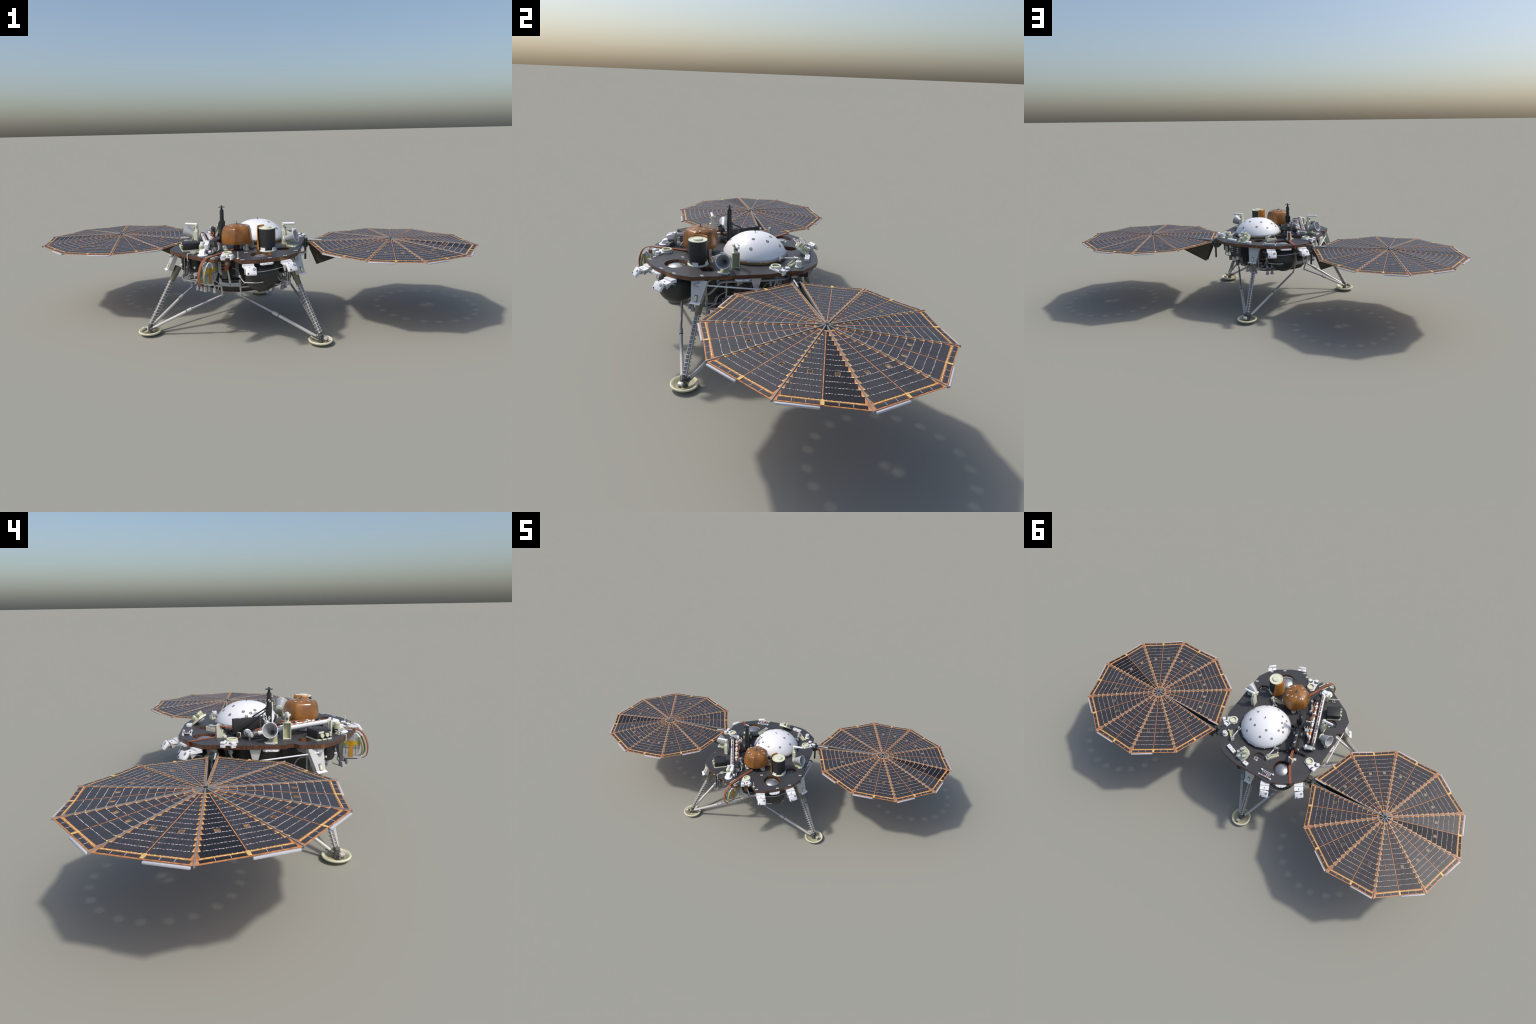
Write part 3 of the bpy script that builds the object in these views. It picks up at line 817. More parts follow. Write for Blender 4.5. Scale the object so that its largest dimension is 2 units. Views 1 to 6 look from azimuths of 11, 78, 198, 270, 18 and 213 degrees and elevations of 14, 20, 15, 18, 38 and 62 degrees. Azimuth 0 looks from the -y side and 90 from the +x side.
clamp("dome_clamp", (.154, .142), (.194, .100), (.158, .135, .374), (.1565, .0760, .376))
clamp("dome_clamp", (-.037, .140), (-.072, .092), (-.038, .131, .374), (-.0460, .0740, .376))
clamp("dome_clamp", (.125, -.157), (.074, -.164), (.120, -.158, .374), (.088, -.124, .376))

# ------------------------------------------------------------------ heat probe (amber hexagonal cover)
HC = (.0105, -.1990)
def hexrad(t, r, z):
    a = (t - math.radians(-84)) % (TAU / 6) - TAU / 12
    k = max(0.0, min(1.0, (z - .383) / .075))
    soft = .38 + .45 * k
    return .905 * r * (1 - soft + soft * math.cos(TAU / 12) / math.cos(a)) * (1 + .03 * soft)
probe = Part("heat_probe_cover")
probe.lathe([(.066, .3835), (.0695, .3845), (.0715, .392), (.0720, .403), (.0710, .416), (.0688, .429), (.0655, .4395), (.0620, .4460), (.0570, .4497), (.036, .4545), (.0235, .4572), (.021, .4578), (0, .4578)],
            "hp", at((*HC, 0)), 72, rad=hexrad)
probe = probe.done(root, angle=55)
pl = Part("probe_pin")
pl.lathe([(.0088, .4576), (.0080, .4598), (0, .4600)], "dgrey", at((*HC, 0)), 18)
pl.cyl((*HC, .4590), (*HC, .4660), .0010, "black", seg=10)
pl.cyl((*HC, .4658), (*HC, .4672), .0024, "black", seg=12)
pl.done(root)
for x, y in [(.0351, -.2252), (-.001, -.2339), (.0547, -.2046), (.040, -.1889), (.0386, -.1633), (.016, -.1669), (-.0026, -.172), (-.0247, -.175), (-.0323, -.1957), (-.020, -.222)]:
    rr = math.hypot(x - HC[0], y - HC[1])
    z = .4503 + (.0510 - rr) * .21
    t = math.atan2(y - HC[1], x - HC[0])
    place("target_tag", tag_me, probe, at((x, y, z + .0008), rz(math.degrees(t)) @ Matrix.Rotation(.2, 4, "Y") @ Matrix.Scale(.72, 4)))
stand = Part("probe_stand")
for x, y in [(-.028, -.229), (.054, -.219), (.067, -.170), (-.002, -.152)]:
    stand.cyl((x, y, DECK_Z), (x, y, .386), .0072, "pale", seg=16)
    stand.cyl((x, y, DECK_Z), (x, y, .3600), .0105, "cream", seg=18)
    stand.box((x - .010, y - .002, .366), (.007, .009, .016), "cream", None, .0015)
stand.cyl((HC[0], HC[1] - .012, DECK_Z), (HC[0], HC[1] - .012, .386), .011, "edge", seg=20)
stand.cyl((HC[0] + .012, HC[1] + .015, DECK_Z), (HC[0] + .012, HC[1] + .015, .386), .020, "grey", seg=24)
stand.done(root)

# ------------------------------------------------------------------ black canister with amber shroud
CC = (.1375, -.2175)
cn = Part("black_canister")
cn.lathe([(0, DECK_Z), (.0372, DECK_Z), (.0372, .3600), (.035, .3608), (0, .3608)], "cream", at((*CC, 0)), 40)
for k in range(4):
    t = math.radians(90 * k - 22)
    cn.box((CC[0] + .0310 * math.cos(t), CC[1] + .0310 * math.sin(t), .3668), (.0050, .0200, .0125), "white", rz(math.degrees(t)))
cn.lathe([(.027, .3605), (.027, .3725)], "black", at((*CC, 0)), 32)
cn.lathe([(.0250, .3722), (.0336, .3724), (.0336, .4455), (.0331, .4462)], "black", at((*CC, 0)), 48)
cn.lathe([(.0331, .4462), (.0328, .4484), (.0290, .4484), (.0285, .4470), (0, .4470)], "cream", at((*CC, 0)), 48)
cn.lathe([(.0170, .4470), (.0168, .4520), (.0155, .4530), (0, .4530)], "cream", at((*CC, 0)), 36)
cn.done(root)
sh = Part("amber_shroud")
n, nv = 24, 10
V, F = [], []
for j in range(nv + 1):
    u = j / nv
    a0, a1 = 91 + 26 * u, 226 - 20 * u       # wraps further round at the bottom
    for i in range(n + 1):
        t = math.radians(a0 + (a1 - a0) * i / n)
        r = .0385 - .001 * u
        V.append((CC[0] + r * math.cos(t), CC[1] + r * math.sin(t), .3585 + (.4545 - .3585) * u))
for j in range(nv):
    for i in range(n):
        k = j * (n + 1) + i
        F.append((k, k + 1, k + n + 2, k + n + 1))
sh.emit(V, F, "amber")
sh_ob = sh.done(root)
md = sh_ob.modifiers.new("thick", "SOLIDIFY"); md.thickness = .0022; md.offset = 1.0

# ------------------------------------------------------------------ horn antennas and camera posts (repeat at 180 degrees)
def horn_parts():
    h = Part("horn_antenna")
    b = Vector((.2440, -.1415, .4018)); a = b - Vector((.905, -.235, .350)).normalized() * .050
    X = at(a, frame(b - a)); Ln = (b - a).length
    h.lathe([(.0125, 0), (.0135, .006), (.0255, Ln), (.0243, Ln), (.0050, .004)], "grey", X, 40)
    h.lathe([(.0062, .006), (0, .006)], "black", X, 24)  # black disc modelled for the deep shadow in the horn throat
    h.lathe([(.0255, Ln - .0006), (.0258, Ln + .0006), (.0240, Ln + .0008), (.0238, Ln - .0006)], "white", X, 40)
    h.lathe([(0, -.005), (.010, -.005), (.0155, -.002), (.0155, .002), (.0130, .003)], "cream", X, 28)
    h.lathe([(0, -.009), (.006, -.008), (.006, -.005)], "grey", X, 18)
    p = Part("horn_mount")                            # angled foot under the horn, in line with its aim
    p.X = at((.2290, -.1360, DECK_Z), rz(-16.5))
    p.hull([(-.0200, -.015, .0005), (-.0200, .015, .0005), (-.0310, -.012, .032), (-.0310, .012, .032), (-.0280, -.012, .032), (-.0280, .012, .032), (-.0150, -.015, .0005), (-.0150, .015, .0005)], "olive")
    p.hull([(-.0185, -.016, 0), (-.0185, .016, 0), (.0175, -.016, 0), (.0175, .016, 0), (.0175, -.014, .0035), (.0175, .014, .0035), (-.0170, -.014, .0060), (-.0170, .014, .0060)], "olive")
    p.box((.0080, 0, .0019), (.010, .043, .0036), "cream", None, .0006)
    p.box((.0182, 0, .0026), (.002, .032, .0048), "white")
    p.X = Matrix.Identity(4)
    c = Part("camera_post")
    x0, x1, y0, y1, zt = .1795, .1955, -.1045, -.0775, .4135
    c.box((x0 + .001, (y0 + y1) / 2, (DECK_Z + zt) / 2), (.002, y1 - y0, zt - DECK_Z), "cream")
    for y in (y0 + .001, y1 - .001):
        c.box(((x0 + x1) / 2 + .001, y, (DECK_Z + zt) / 2), (x1 - x0, .002, zt - DECK_Z), "cream")
    c.box(((x0 + x1) / 2, (y0 + y1) / 2, DECK_Z + .0012), (x1 - x0 - .002, y1 - y0 - .0045, .0024), "cream")
    c.box(((x0 + x1) / 2, (y0 + y1) / 2, zt - .0012), (x1 - x0 - .002, y1 - y0 - .0045, .0024), "cream")
    c.box((x0 + .0025, (y0 + y1) / 2, (DECK_Z + zt) / 2), (.001, y1 - y0 - .005, zt - DECK_Z - .006), "olive")
    c.hull([(x0, y0 + .006, zt), (x0, y1 - .006, zt), (x1 - .004, y0 + .006, zt), (x1 - .004, y1 - .006, zt),
            (x0, -.097, .445), (x0, -.084, .445), (x1 - .006, -.097, .445), (x1 - .006, -.084, .445)], "cream")
    for q in (-.1005, -.0805):
        c.box((x0 + .006, q, .438), (.007, .005, .006), "cream", None, .001)
    c.cyl((x0 + .002, -.0905, .4420), (.2335, -.0895, .4440), .0056, "white", .0050, 18, bev=.0016)
    c.cyl((x1 - .003, -.0905, .4260), (x1 + .001, -.0905, .4260), .004, "dgrey", seg=14)
    return [q.mesh() for q in (h, p, c)]
hm, pmn, cm = horn_parts()
for ang, c in ((0, None), (180, None)):
    X = about(ang, Vector((0, -.1085, 0)))
    place("horn_antenna", hm, root, X)
    place("horn_mount", pmn, root, X)
    place("camera_post", cm, root, X if ang == 0 else about(180, Vector((.0035, -.1125, 0))))

# ------------------------------------------------------------------ lifting fixtures (three-fold); local +x outward, +y along the rim
def fixture():
    p = Part("lift_fixture")
    p.prism([(-.021, -.010), (-.010, -.023), (.018, -.020), (.047, -.016), (.051, -.010), (.048, .006), (.040, .030), (.030, .036), (.020, .026), (.012, .018), (-.004, .021), (-.018, .012)],
            DECK_Z + .0005, DECK_Z + .0050, "white")
    p.lathe([(.0190, .3610), (.0190, .3690), (.0178, .3704), (.0140, .3704), (.0132, .3690), (.0132, .3635), (0, .3635)], "cream", None, 36)
    p.lathe([(.0131, .3636), (.0131, .3685)], "olive", None, 36)
    for x, y, a in ((.0455, -.006, 15), (.034, .0245, 62)):
        p.cyl((x - .006 * math.cos(math.radians(a)), y - .006 * math.sin(math.radians(a)), .3618), (x - .006 * math.cos(math.radians(a)), y - .006 * math.sin(math.radians(a)), .3642), .0105, "dgrey", seg=20)
        p.box((x, y, .3650), (.015, .016, .0075), "white", rz(a), .002)
        p.box((x + .002 * math.cos(math.radians(a)), y + .002 * math.sin(math.radians(a)), .3545), (.008, .018, .010), "white", rz(a), .0015)
    p.hull([(.012, -.020, .3618), (.030, -.018, .3618), (.034, -.012, .3618), (.018, -.006, .3618), (.014, -.018, .3665), (.024, -.014, .3645)], "white")
    p.box((.030, .004, DECK_Z - .010), (.018, .03, .014), "edge", rz(30), .001)
    return p.mesh()
fm = fixture()
for ang in (30, 150, 270):
    t = math.radians(ang)
    place("lift_fixture", fm, root, at((.2475 * math.cos(t), CENTRE.y + .2475 * math.sin(t), 0), rz(ang)))

# ------------------------------------------------------------------ small deck instruments
cup = Part("sun_sensor")
cup.lathe([(0, DECK_Z), (.0135, DECK_Z), (.0135, .3600), (.0115, .3618), (0, .3618)], "cream", at((.2045, .1325, 0)), 28)
cup.lathe([(.0100, .3616), (.0100, .3788), (.0090, .3797), (0, .3797)], "white", at((.2045, .1325, 0)), 28)
for q in range(4):
    t = TAU * (q + .5) / 4
    cup.cyl((.2045 + .0040 * math.cos(t), .1325 + .0040 * math.sin(t), .3796), (.2045 + .0040 * math.cos(t), .1325 + .0040 * math.sin(t), .3803), .0018, "decal", seg=10)
cup.done(root)
sb = Part("sensor_block")
sb.box((0, 0, .0055), (.0240, .0175, .011), "white", None, .0012)
sb.box((.001, .002, .0112), (.0085, .0055, .0012), "olive")
sb_me = sb.mesh()
for x, y, a in [(.1435, .1805, -18), (.1185, .1895, -18), (.0310, .2140, -8)]:
    place("sensor_block", sb_me, root, at((x, y, DECK_Z), rz(a + 180)))
rad = Part("radiometer")
rn = Vector((.18, .60, .78)).normalized()
rx = Vector((-.97, .22, .05)); rx = (rx - rn * rx.dot(rn)).normalized(); ry = rn.cross(rx)
tips = [(.0864, .1917, .3916), (.0755, .1787, .4040), (.0561, .1839, .4032), (.0742, .2057, .3809), (.0523, .2009, .3925)]
mean = sum((Vector(t) for t in tips), Vector()) / 5 - rn * .019
sgn = 1 if ry.z > 0 else -1
RX = at(mean, Matrix((rx, ry * sgn, rn * 1)).transposed().to_4x4())
rad.X = RX
poly = [(-.026, -.036), (.020, -.036), (.030, -.010), (.030, .012), (.018, .024), (-.014, .027), (-.026, .010)]
rad.prism(poly, -.0075, 0, "cream")
rad.X = Matrix.Identity(4)
for t in tips:
    t = Vector(t)
    rad.cyl(t - rn * .019, t, .0062, "olive", seg=20)
    rad.cyl(t - rn * .007, t + rn * .0004, .0063, "white", .0060, seg=20, bev=.0008)
rad.done(root)
ch = Part("calibration_target")
cx, cy = -.0795, .2095
CX = at((cx, cy, DECK_Z), rz(-177))
ch.X = CX
ch.box((0, .0, .0022), (.052, .026, .0012), "black")
for sx in (-1, 1):
    for sy in (-1, 1):
        ch.cyl((sx * .029, sy * .0135, 0), (sx * .029, sy * .0135, .006), .0040, "white", seg=12)
        ch.box((sx * .028, sy * .0125, .0018), (.008, .005, .0036), "cream")
ch.box((0, .0145, .0016), (.052, .0018, .0030), "white")
ch.box((0, -.0148, .0045), (.060, .0022, .0085), "bar", None, .0006)
for i in range(6):
    ch.box((-.0205 + .008 * i, .0070, .0034), (.0048, .0042, .0014), "tag")
for i, k in enumerate(("green", "blue", "red", "tag", "tag", "tag")):
    ch.box((-.0205 + .008 * i, .0, .0034), (.0044, .0040, .0014), k)
for i, k in enumerate(("red", "blue", "tag", "tag")):
    ch.box((-.0165 + .010 * i, -.0062, .0034), (.0052, .0030, .0014), k)
for i in range(9):
    ch.box((-.023 + .0057 * i, -.0110, .0034), (.0050, .0026, .0014), ("red", "tag", "orange")[i % 3])
ch.X = Matrix.Identity(4)
ch.done(root)
pole = Part("whip_post")
pole.cyl((.0525, -.3685, DECK_Z), (.0525, -.3685, .3590), .0055, "cream", seg=16)
pole.cyl((.0525, -.3685, .3585), (.0525, -.3685, .3838), .0016, "cream", .0016, 10)
pole.done(root)

# ------------------------------------------------------------------ tether bracket and strap at the back
tb = Part("tether_bracket")
for q in (-.0075, .0075):
    a = Vector((-.1405 + q * .97, .0965 + q * -.20, DECK_Z))
    n = Vector((.14, -.17, 0)).normalized()
    b = Vector((-.10, -.99, 0)).normalized()
    V = [a, a + Vector((0, 0, .0445)) , a + b * .004 + Vector((0, 0, .0445)), a + b * .020]
    s = Vector((.97, -.20, 0)) * .0012
    tb.emit([v + s for v in V] + [v - s for v in V], [(0, 1, 2, 3), (4, 5, 6, 7), (0, 1, 5, 4), (1, 2, 6, 5), (2, 3, 7, 6), (3, 0, 4, 7)], "cream")
tb.bar((-.1405, .0985, DECK_Z), (-.1405, .0985, .402), .0205, .0024, "white", (.20, .97, 0))
tb.box((-.150, .075, .361), (.014, .012, .008), "cream", rz(20), .001)
tb.cyl((-.122, .078, DECK_Z), (-.122, .078, .3645), .0045, "cream", seg=14)
tb.done(root)
ts = Part("tether_strap")
path = [(-.118, .030, .380), (-.128, .060, .388), (-.1385, .088, .395), (-.1420, .1010, .396), (-.1435, .1030, .388), (-.1445, .1040, .366), (-.1465, .1080, .3592), (-.1505, .1190, .3583), (-.1605, .1330, .3583),
        (-.1690, .1470, .3583), (-.1970, .1875, .3583)]
ts.ribbon(bez(path, 5), .0115, .0020, "copper", (.97, -.20, 0))
ts.ribbon([(-.1955, .1865, .3583), (-.1990, .1912, .3578), (-.1998, .1922, .3562), (-.1998, .1922, .3400)], .0125, .0020, "copper", (.87, -.50, 0))
ts.done(root)

# ------------------------------------------------------------------ grapple mast with its long housing
mast = Part("mast")
MX, MY = -.0810, -.0790
mast.lathe([(.0098, .360), (.0098, .392), (.0090, .394), (.0090, .4200), (.0098, .430), (.0098, .450), (.0088, .458), (.0086, .4940), (.0050, .4975), (.0036, .5055), (.0022, .5080), (.0022, .5125), (.0030, .5130), (.0032, .5148), (.0010, .5155), (0, .5155)],
           "black", at((MX, MY, 0)), 24)
mast.lathe([(0, .5073), (.0140, .5077), (.0143, .5083), (.0138, .5088), (0, .5090)], "black", at((MX, MY, 0)), 28)
fd = Vector((-.0437, .1265, 0)).normalized(); fs = Vector((-fd.y, fd.x, 0))
p0 = Vector((MX, MY, 0)) + fd * .006
mast.bar(p0 + Vector((0, 0, .3875)), p0 + fd * .128 + Vector((0, 0, .3875)), .0165, .0555, "black", bev=.001)
mast.box(p0 + fd * .030 + Vector((0, 0, .388)), (.006, .0185, .052), "dgrey", rz(math.degrees(math.atan2(fd.y, fd.x))))
for q in (-1, 1):
    mast.bar(Vector((MX, MY, .4450)) + fs * q * .0118, Vector((MX, MY, .3675)) + fd * .140 + fs * q * .020, .0028, .0040, "black")
    mast.box(Vector((MX, MY, .430)) + fs * q * .0105 + fd * .004, (.010, .003, .034), "black", rz(math.degrees(math.atan2(fd.y, fd.x))))
mast.cyl((MX, MY, DECK_Z), (MX, MY, .3625), .016, "dgrey", seg=24)
mast.done(root)
mb = Part("mast_base")
for c, half, bow in ((Vector((MX, MY, 0)) + fd * .122, .060, .012), (Vector((MX, MY, 0)) - fd * .010, .034, -.006)):
    V = [c + fs * (half * t) + fd * (bow * t * t) for t in [-1 + .2 * i for i in range(11)]]
    mb.ribbon([Vector((v.x, v.y, .3640)) for v in V], .0105, .008, "edge", (0, 0, 1))
    mb.ribbon([Vector((v.x, v.y, .3700)) for v in V], .013, .0016, "black", fd)
    for q in (V[0], V[-1]):
        mb.cyl((q.x, q.y, DECK_Z), (q.x, q.y, .361), .008, "black", seg=18)
for q, k in ((.018, "pale"), (-.018, "pale")):
    o = Vector((MX, MY, 0)) + fs * q
    for w in (.03, .118):
        c = o + fd * w
        mb.box((c.x, c.y, .364), (.010, .012, .014), "cream", rz(20), .0015)
mb.prism([tuple((Vector((MX, MY, 0)) + fd * a + fs * b)[:2]) for a, b in ((-.016, -.012), (.128, -.014), (.128, .014), (-.016, .012))], DECK_Z, .3625, "black")
mb.done(root)
for a, z in ((.064, .4155), (.102, .4155)):
    c = Vector((MX, MY, 0)) + fd * (a + .006)
    place("target_tag", tag_me, root, at((c.x, c.y, z), rz(70) @ Matrix.Scale(.8, 4)))
c = Vector((MX - .0082, MY - .001, .4700))
place("target_tag", tag_me, root, at(c, Matrix.Rotation(-math.pi / 2, 4, "Y") @ rz(35) @ Matrix.Scale(.8, 4)))

# ------------------------------------------------------------------ robotic arm, stowed along the deck
arm = Part("robot_arm")
A, B = Vector((-.0925, -.2860, .3955)), Vector((-.1850, -.0300, .3775))
ad = (B - A).normalized(); asd = Vector((-ad.y, ad.x, 0)).normalized()
arm.cyl(A, B, .0086, "armw", seg=24)
for k in range(9):                                    # flat cable taped along the top in lengths
    s0, s1 = A + (B - A) * (.03 + .108 * k), A + (B - A) * (.03 + .108 * k + .092)
    arm.ribbon([s0 + Vector((0, 0, .0086)), s1 + Vector((0, 0, .0086))], .0052, .0016, "copper", asd)
    arm.ribbon([s1 + Vector((0, 0, .0088)), s1 + Vector((0, 0, .0088)) + ad * .004], .0085, .0020, "white", asd)
E1 = Vector((-.1780, -.0085, .3755))
arm.cyl(B - ad * .006, B + ad * .010, .0110, "dgrey", seg=20)
arm.cyl(E1 + asd * .020 * -1, E1 + asd * .020, .0105, "grey", seg=22, bev=.0015)
arm.cyl(E1 + asd * .022 * -1, E1 + asd * .012 * -1, .0125, "white", seg=22, bev=.001)
arm.cyl(E1 + asd * .020, E1 + asd * .028, .0060, "pale", seg=16, bev=.001)
arm.cyl(E1 - asd * .020, E1 - asd * .028, .0060, "pale", seg=16, bev=.001)
arm.box(E1 + ad * .006 + Vector((0, 0, .009)), (.030, .018, .004), "grey", rz(math.degrees(math.atan2(asd.y, asd.x))), .001)
arm.hull([tuple(E1 + asd * .01 + Vector((0, 0, -.008))), tuple(E1 + asd * .018 + ad * .004 + Vector((0, 0, -.023))), tuple(E1 + asd * .012 + Vector((0, 0, -.023))), tuple(E1 + asd * .016 + ad * .008 + Vector((0, 0, -.012)))], "cream")
# forearm: thinner tube wound with film and wire
Fa, Fb = Vector((-.0865, -.2360, .3960)), Vector((-.1605, -.0270, .3770))
arm.cyl(Fb, Fa, .0054, "pale", seg=18)
fdv = (Fa - Fb).normalized()
for k in range(13):
    t = .04 + .074 * k
    c = Fb + (Fa - Fb) * t
    arm.cyl(c, c + fdv * (.006 + .006 * (k % 3)), .0062, ("copper", "white", "amber", "cream")[k % 4], seg=14)
for k in range(5):
    c = Fb + (Fa - Fb) * (.12 + .19 * k)
    arm.box(c + Vector((0, 0, .003)), (.016, .005, .013), "white", rz(math.degrees(math.atan2(asd.y, asd.x))), .001)
arm.tube(bez([Fb + Vector((-.004, .0, .008)), Fb + (Fa - Fb) * .3 + Vector((.012, 0, .010)), Fb + (Fa - Fb) * .55 + Vector((.008, 0, .012)), Fb + (Fa - Fb) * .8 + Vector((.014, 0, .006)), Fa + Vector((.01, 0, .0))], 6), .0022, "copper", 8)
arm.done(root)
gp = Part("grapple")
G = Vector((-.1260, -.0690, .4030))
gp.lathe([(0, .008), (.007, .0065), (.0105, .0015), (.0105, -.004), (.0085, -.010), (.0080, -.0200), (0, -.020)], "grey", at(G), 24)
gp.cyl(G + Vector((0, 0, -.020)), Vector((G.x - .004, G.y + .004, .364)), .0065, "dgrey", seg=16)
gp.cyl(G + Vector((.002, .002, -.008)), G + Vector((-.022, .016, -.022)), .0065, "pale", seg=16)
for q in range(5):
    t = TAU * q / 5
    gp.tube([G + Vector((.006 * math.cos(t), .006 * math.sin(t), .004)), G + Vector((.013 * math.cos(t), .013 * math.sin(t), .012)), G + Vector((.010 * math.cos(t), .010 * math.sin(t), .020))], .0014, "white", 6)
gp.box((-.1150, -.1060, .4090), (.018, .020, .026), "dgrey", rz(20) @ Matrix.Rotation(.35, 4, "X"), .002)
gp.cyl((-.114, -.110, .418), (-.113, -.115, .426), .0080, "black", seg=18)
gp.box((-.114, -.102, .421), (.023, .005, .013), "pale", rz(20), .001)
gp.tube(bez([(-.114, -.112, .406), (-.107, -.128, .402), (-.106, -.145, .398), (-.112, -.160, .397)], 5), .0032, "copper", 8)
gp.box((-.0800, -.1960, .3690), (.012, .030, .020), "grey", rz(-14), .003)
gp.box((-.0810, -.1920, .3800), (.008, .020, .006), "white", rz(-14), .001)
gp.cyl((-.0740, -.205, .372), (-.0660, -.222, .376), .0055, "pale", seg=14)
gp.box((-.0640, -.2230, .3660), (.008, .012, .016), "grey", rz(20), .001)
gp.done(root)
ac = Part("arm_camera")
ac.box((-.0720, -.2580, .3880), (.0235, .0260, .0245), "dgrey", rz(-19), .0012)
ac.box((-.0720, -.2580, .3995), (.0250, .0275, .0020), "black", rz(-19), .0006)
ac.cyl((-.066, -.272, .3685), (-.064, -.284, .3685), .0085, "grey", seg=20, bev=.001)
ac.box((-.070, -.270, .368), (.022, .014, .014), "grey", rz(-19), .0015)
ac.box((-.070, -.266, .3592), (.018, .020, .004), "cream", rz(-19))
ac.tube(bez([(-.058, -.255, .39), (-.050, -.262, .378), (-.048, -.27, .368), (-.055, -.275, .360)], 5), .0016, "cream", 6)
ac.box((-.057, -.240, .372), (.012, .014, .030), "pale", rz(-30), .002)
ac.done(root)
base = Part("arm_turret")
base.lathe([(0, DECK_Z), (.0200, DECK_Z), (.0200, .3595), (.0170, .3615), (0, .3618)], "white", at((-.0960, -.3330, 0)), 36)
V = [(-.1080, -.345, .3612), (-.0860, -.345, .3612), (-.1080, -.318, .3612), (-.0860, -.318, .3612), (-.1080, -.336, .374), (-.0880, -.336, .374), (-.1080, -.315, .380), (-.0880, -.315, .380)]
base.hull(V, "white")
base.cyl((-.110, -.330, .369), (-.1065, -.330, .369), .0055, "pale", seg=18)
base.cyl((-.1055, -.3120, .372), (-.1055, -.3120, .388), .0098, "olive", seg=20)
base.cyl((-.1055, -.3120, .388), (-.1055, -.3120, .3945), .0088, "cream", seg=20, bev=.001)
base.cyl((-.1055, -.2960, .3975), (-.1055, -.3145, .3955), .0052, "white", seg=16, bev=.001)
base.box((-.1075, -.2920, .380), (.016, .006, .044), "cream", None, .001)
base.box((-.1020, -.2865, .377), (.006, .010, .048), "cream", None, .001)
base.box((-.0840, -.3080, .3860), (.0165, .024, .0300), "white", Matrix.Rotation(.3, 4, "X"), .002)
base.box((-.0800, -.3060, .3680), (.0160, .022, .0280), "dgrey", None, .002)
base.cyl((-.0750, -.318, .366), (-.0650, -.318, .366), .0085, "grey", seg=18)
base.tube(bez([(-.068, -.30, .375), (-.060, -.312, .372), (-.060, -.318, .364), (-.068, -.322, .3605)], 5), .0016, "pale", 6)
base.box((-.0880, -.2900, .4005), (.020, .008, .012), "white", rz(-19), .001)
base.done(root)
wire = Part("calibration_stand")
wire.box((-.139, -.316, .3615), (.006, .006, .010), "cream", None, .001)
wire.bar((-.1385, -.316, .3655), (-.112, -.306, .3655), .0030, .0030, "cream")
wire.bar((-.148, -.322, .3645), (-.130, -.314, .3645), .0022, .010, "cream")
wire.tube([(-.132, -.309, .3625), (-.136, -.302, .3615), (-.150, -.310, .3615)], .0016, "cream", 6)
wire.tube([(-.148, -.322, .3625), (-.1565, -.3350, .3625), (-.1570, -.3365, .3600), (-.1570, -.3365, .337), (-.153, -.331, .333)], .0013, "white", 6)
wire.done(root)

# ------------------------------------------------------------------ electronics box with connectors on the deck
dx = Part("deck_electronics")
DXM = at((-.1760, -.2400, 0), rz(27.5))
dx.X = DXM
dx.box((0, 0, .3740), (.0640, .0540, .0300), "black", None, .0016)
for y in (-.0285, .0285):
    dx.bar((-.034, y, .3590), (.030, y, .3590), .0035, .004, "cream")
for k in range(3):
    dx.box((-.034, -.020 + .020 * k, .3595), (.004, .017, .005), "cream", None, .0008)
dx.box((-.0326, .012, .3835), (.0014, .020, .006), "cream")
for y, z, r in ((.012, .3735, .0062), (-.008, .3745, .0062), (-.021, .3800, .0032), (-.021, .3720, .0028)):
    dx.cyl((-.0320, y, z), (-.0395, y, z), r, "olive", seg=18)
    dx.cyl((-.0385, y, z), (-.0410, y, z), r + .0006, "cream", seg=18, bev=.0006)
dx.X = Matrix.Identity(4)
dx.done(root)

# ------------------------------------------------------------------ solar arrays
HALF = math.radians(17.75)
R_TIP, X_MID, X_IN = .3610, .3415, .0262
TIP = Vector((R_TIP * math.cos(HALF), R_TIP * math.sin(HALF)))
SAG, CONE = .0022, .0590
def sheet_z(x, y):
    """Each half petal is a plane: spoke edge level, centre line sagging outward."""
    s = abs(y) / math.tan(HALF) / max(x, 1e-6)
    return -SAG * (x / X_MID) * (1 - min(1.0, s)) - CONE * x
HX, HY, HS = .2243, .0325, .0054           # square openings
def petal_mesh():
    p = Part("petal")
    for s in (1, -1):
        poly = [(X_IN, 0.0), (X_MID, 0.0), (TIP.x, s * TIP.y), (X_IN * math.cos(HALF), s * X_IN * math.sin(HALF))]
        hy = HY * s
        hole = [(HX - HS, hy - HS), (HX + HS, hy - HS), (HX + HS, hy + HS), (HX - HS, hy + HS)]
        p.prism(poly, -.0014, 0.0, "sheet", holes=[hole], zfun=sheet_z)
    return p.mesh(5)
ROW0, PITCH, ROWS = .0345, .02210, 13
def slab(p, x0, x1, y0, y1, z, key, holes=()):
    poly = [(x0, y0), (x1, y0), (x1, y1), (x0, y1)]
    p.prism(poly, z - .0005, z, key, zfun=sheet_z)
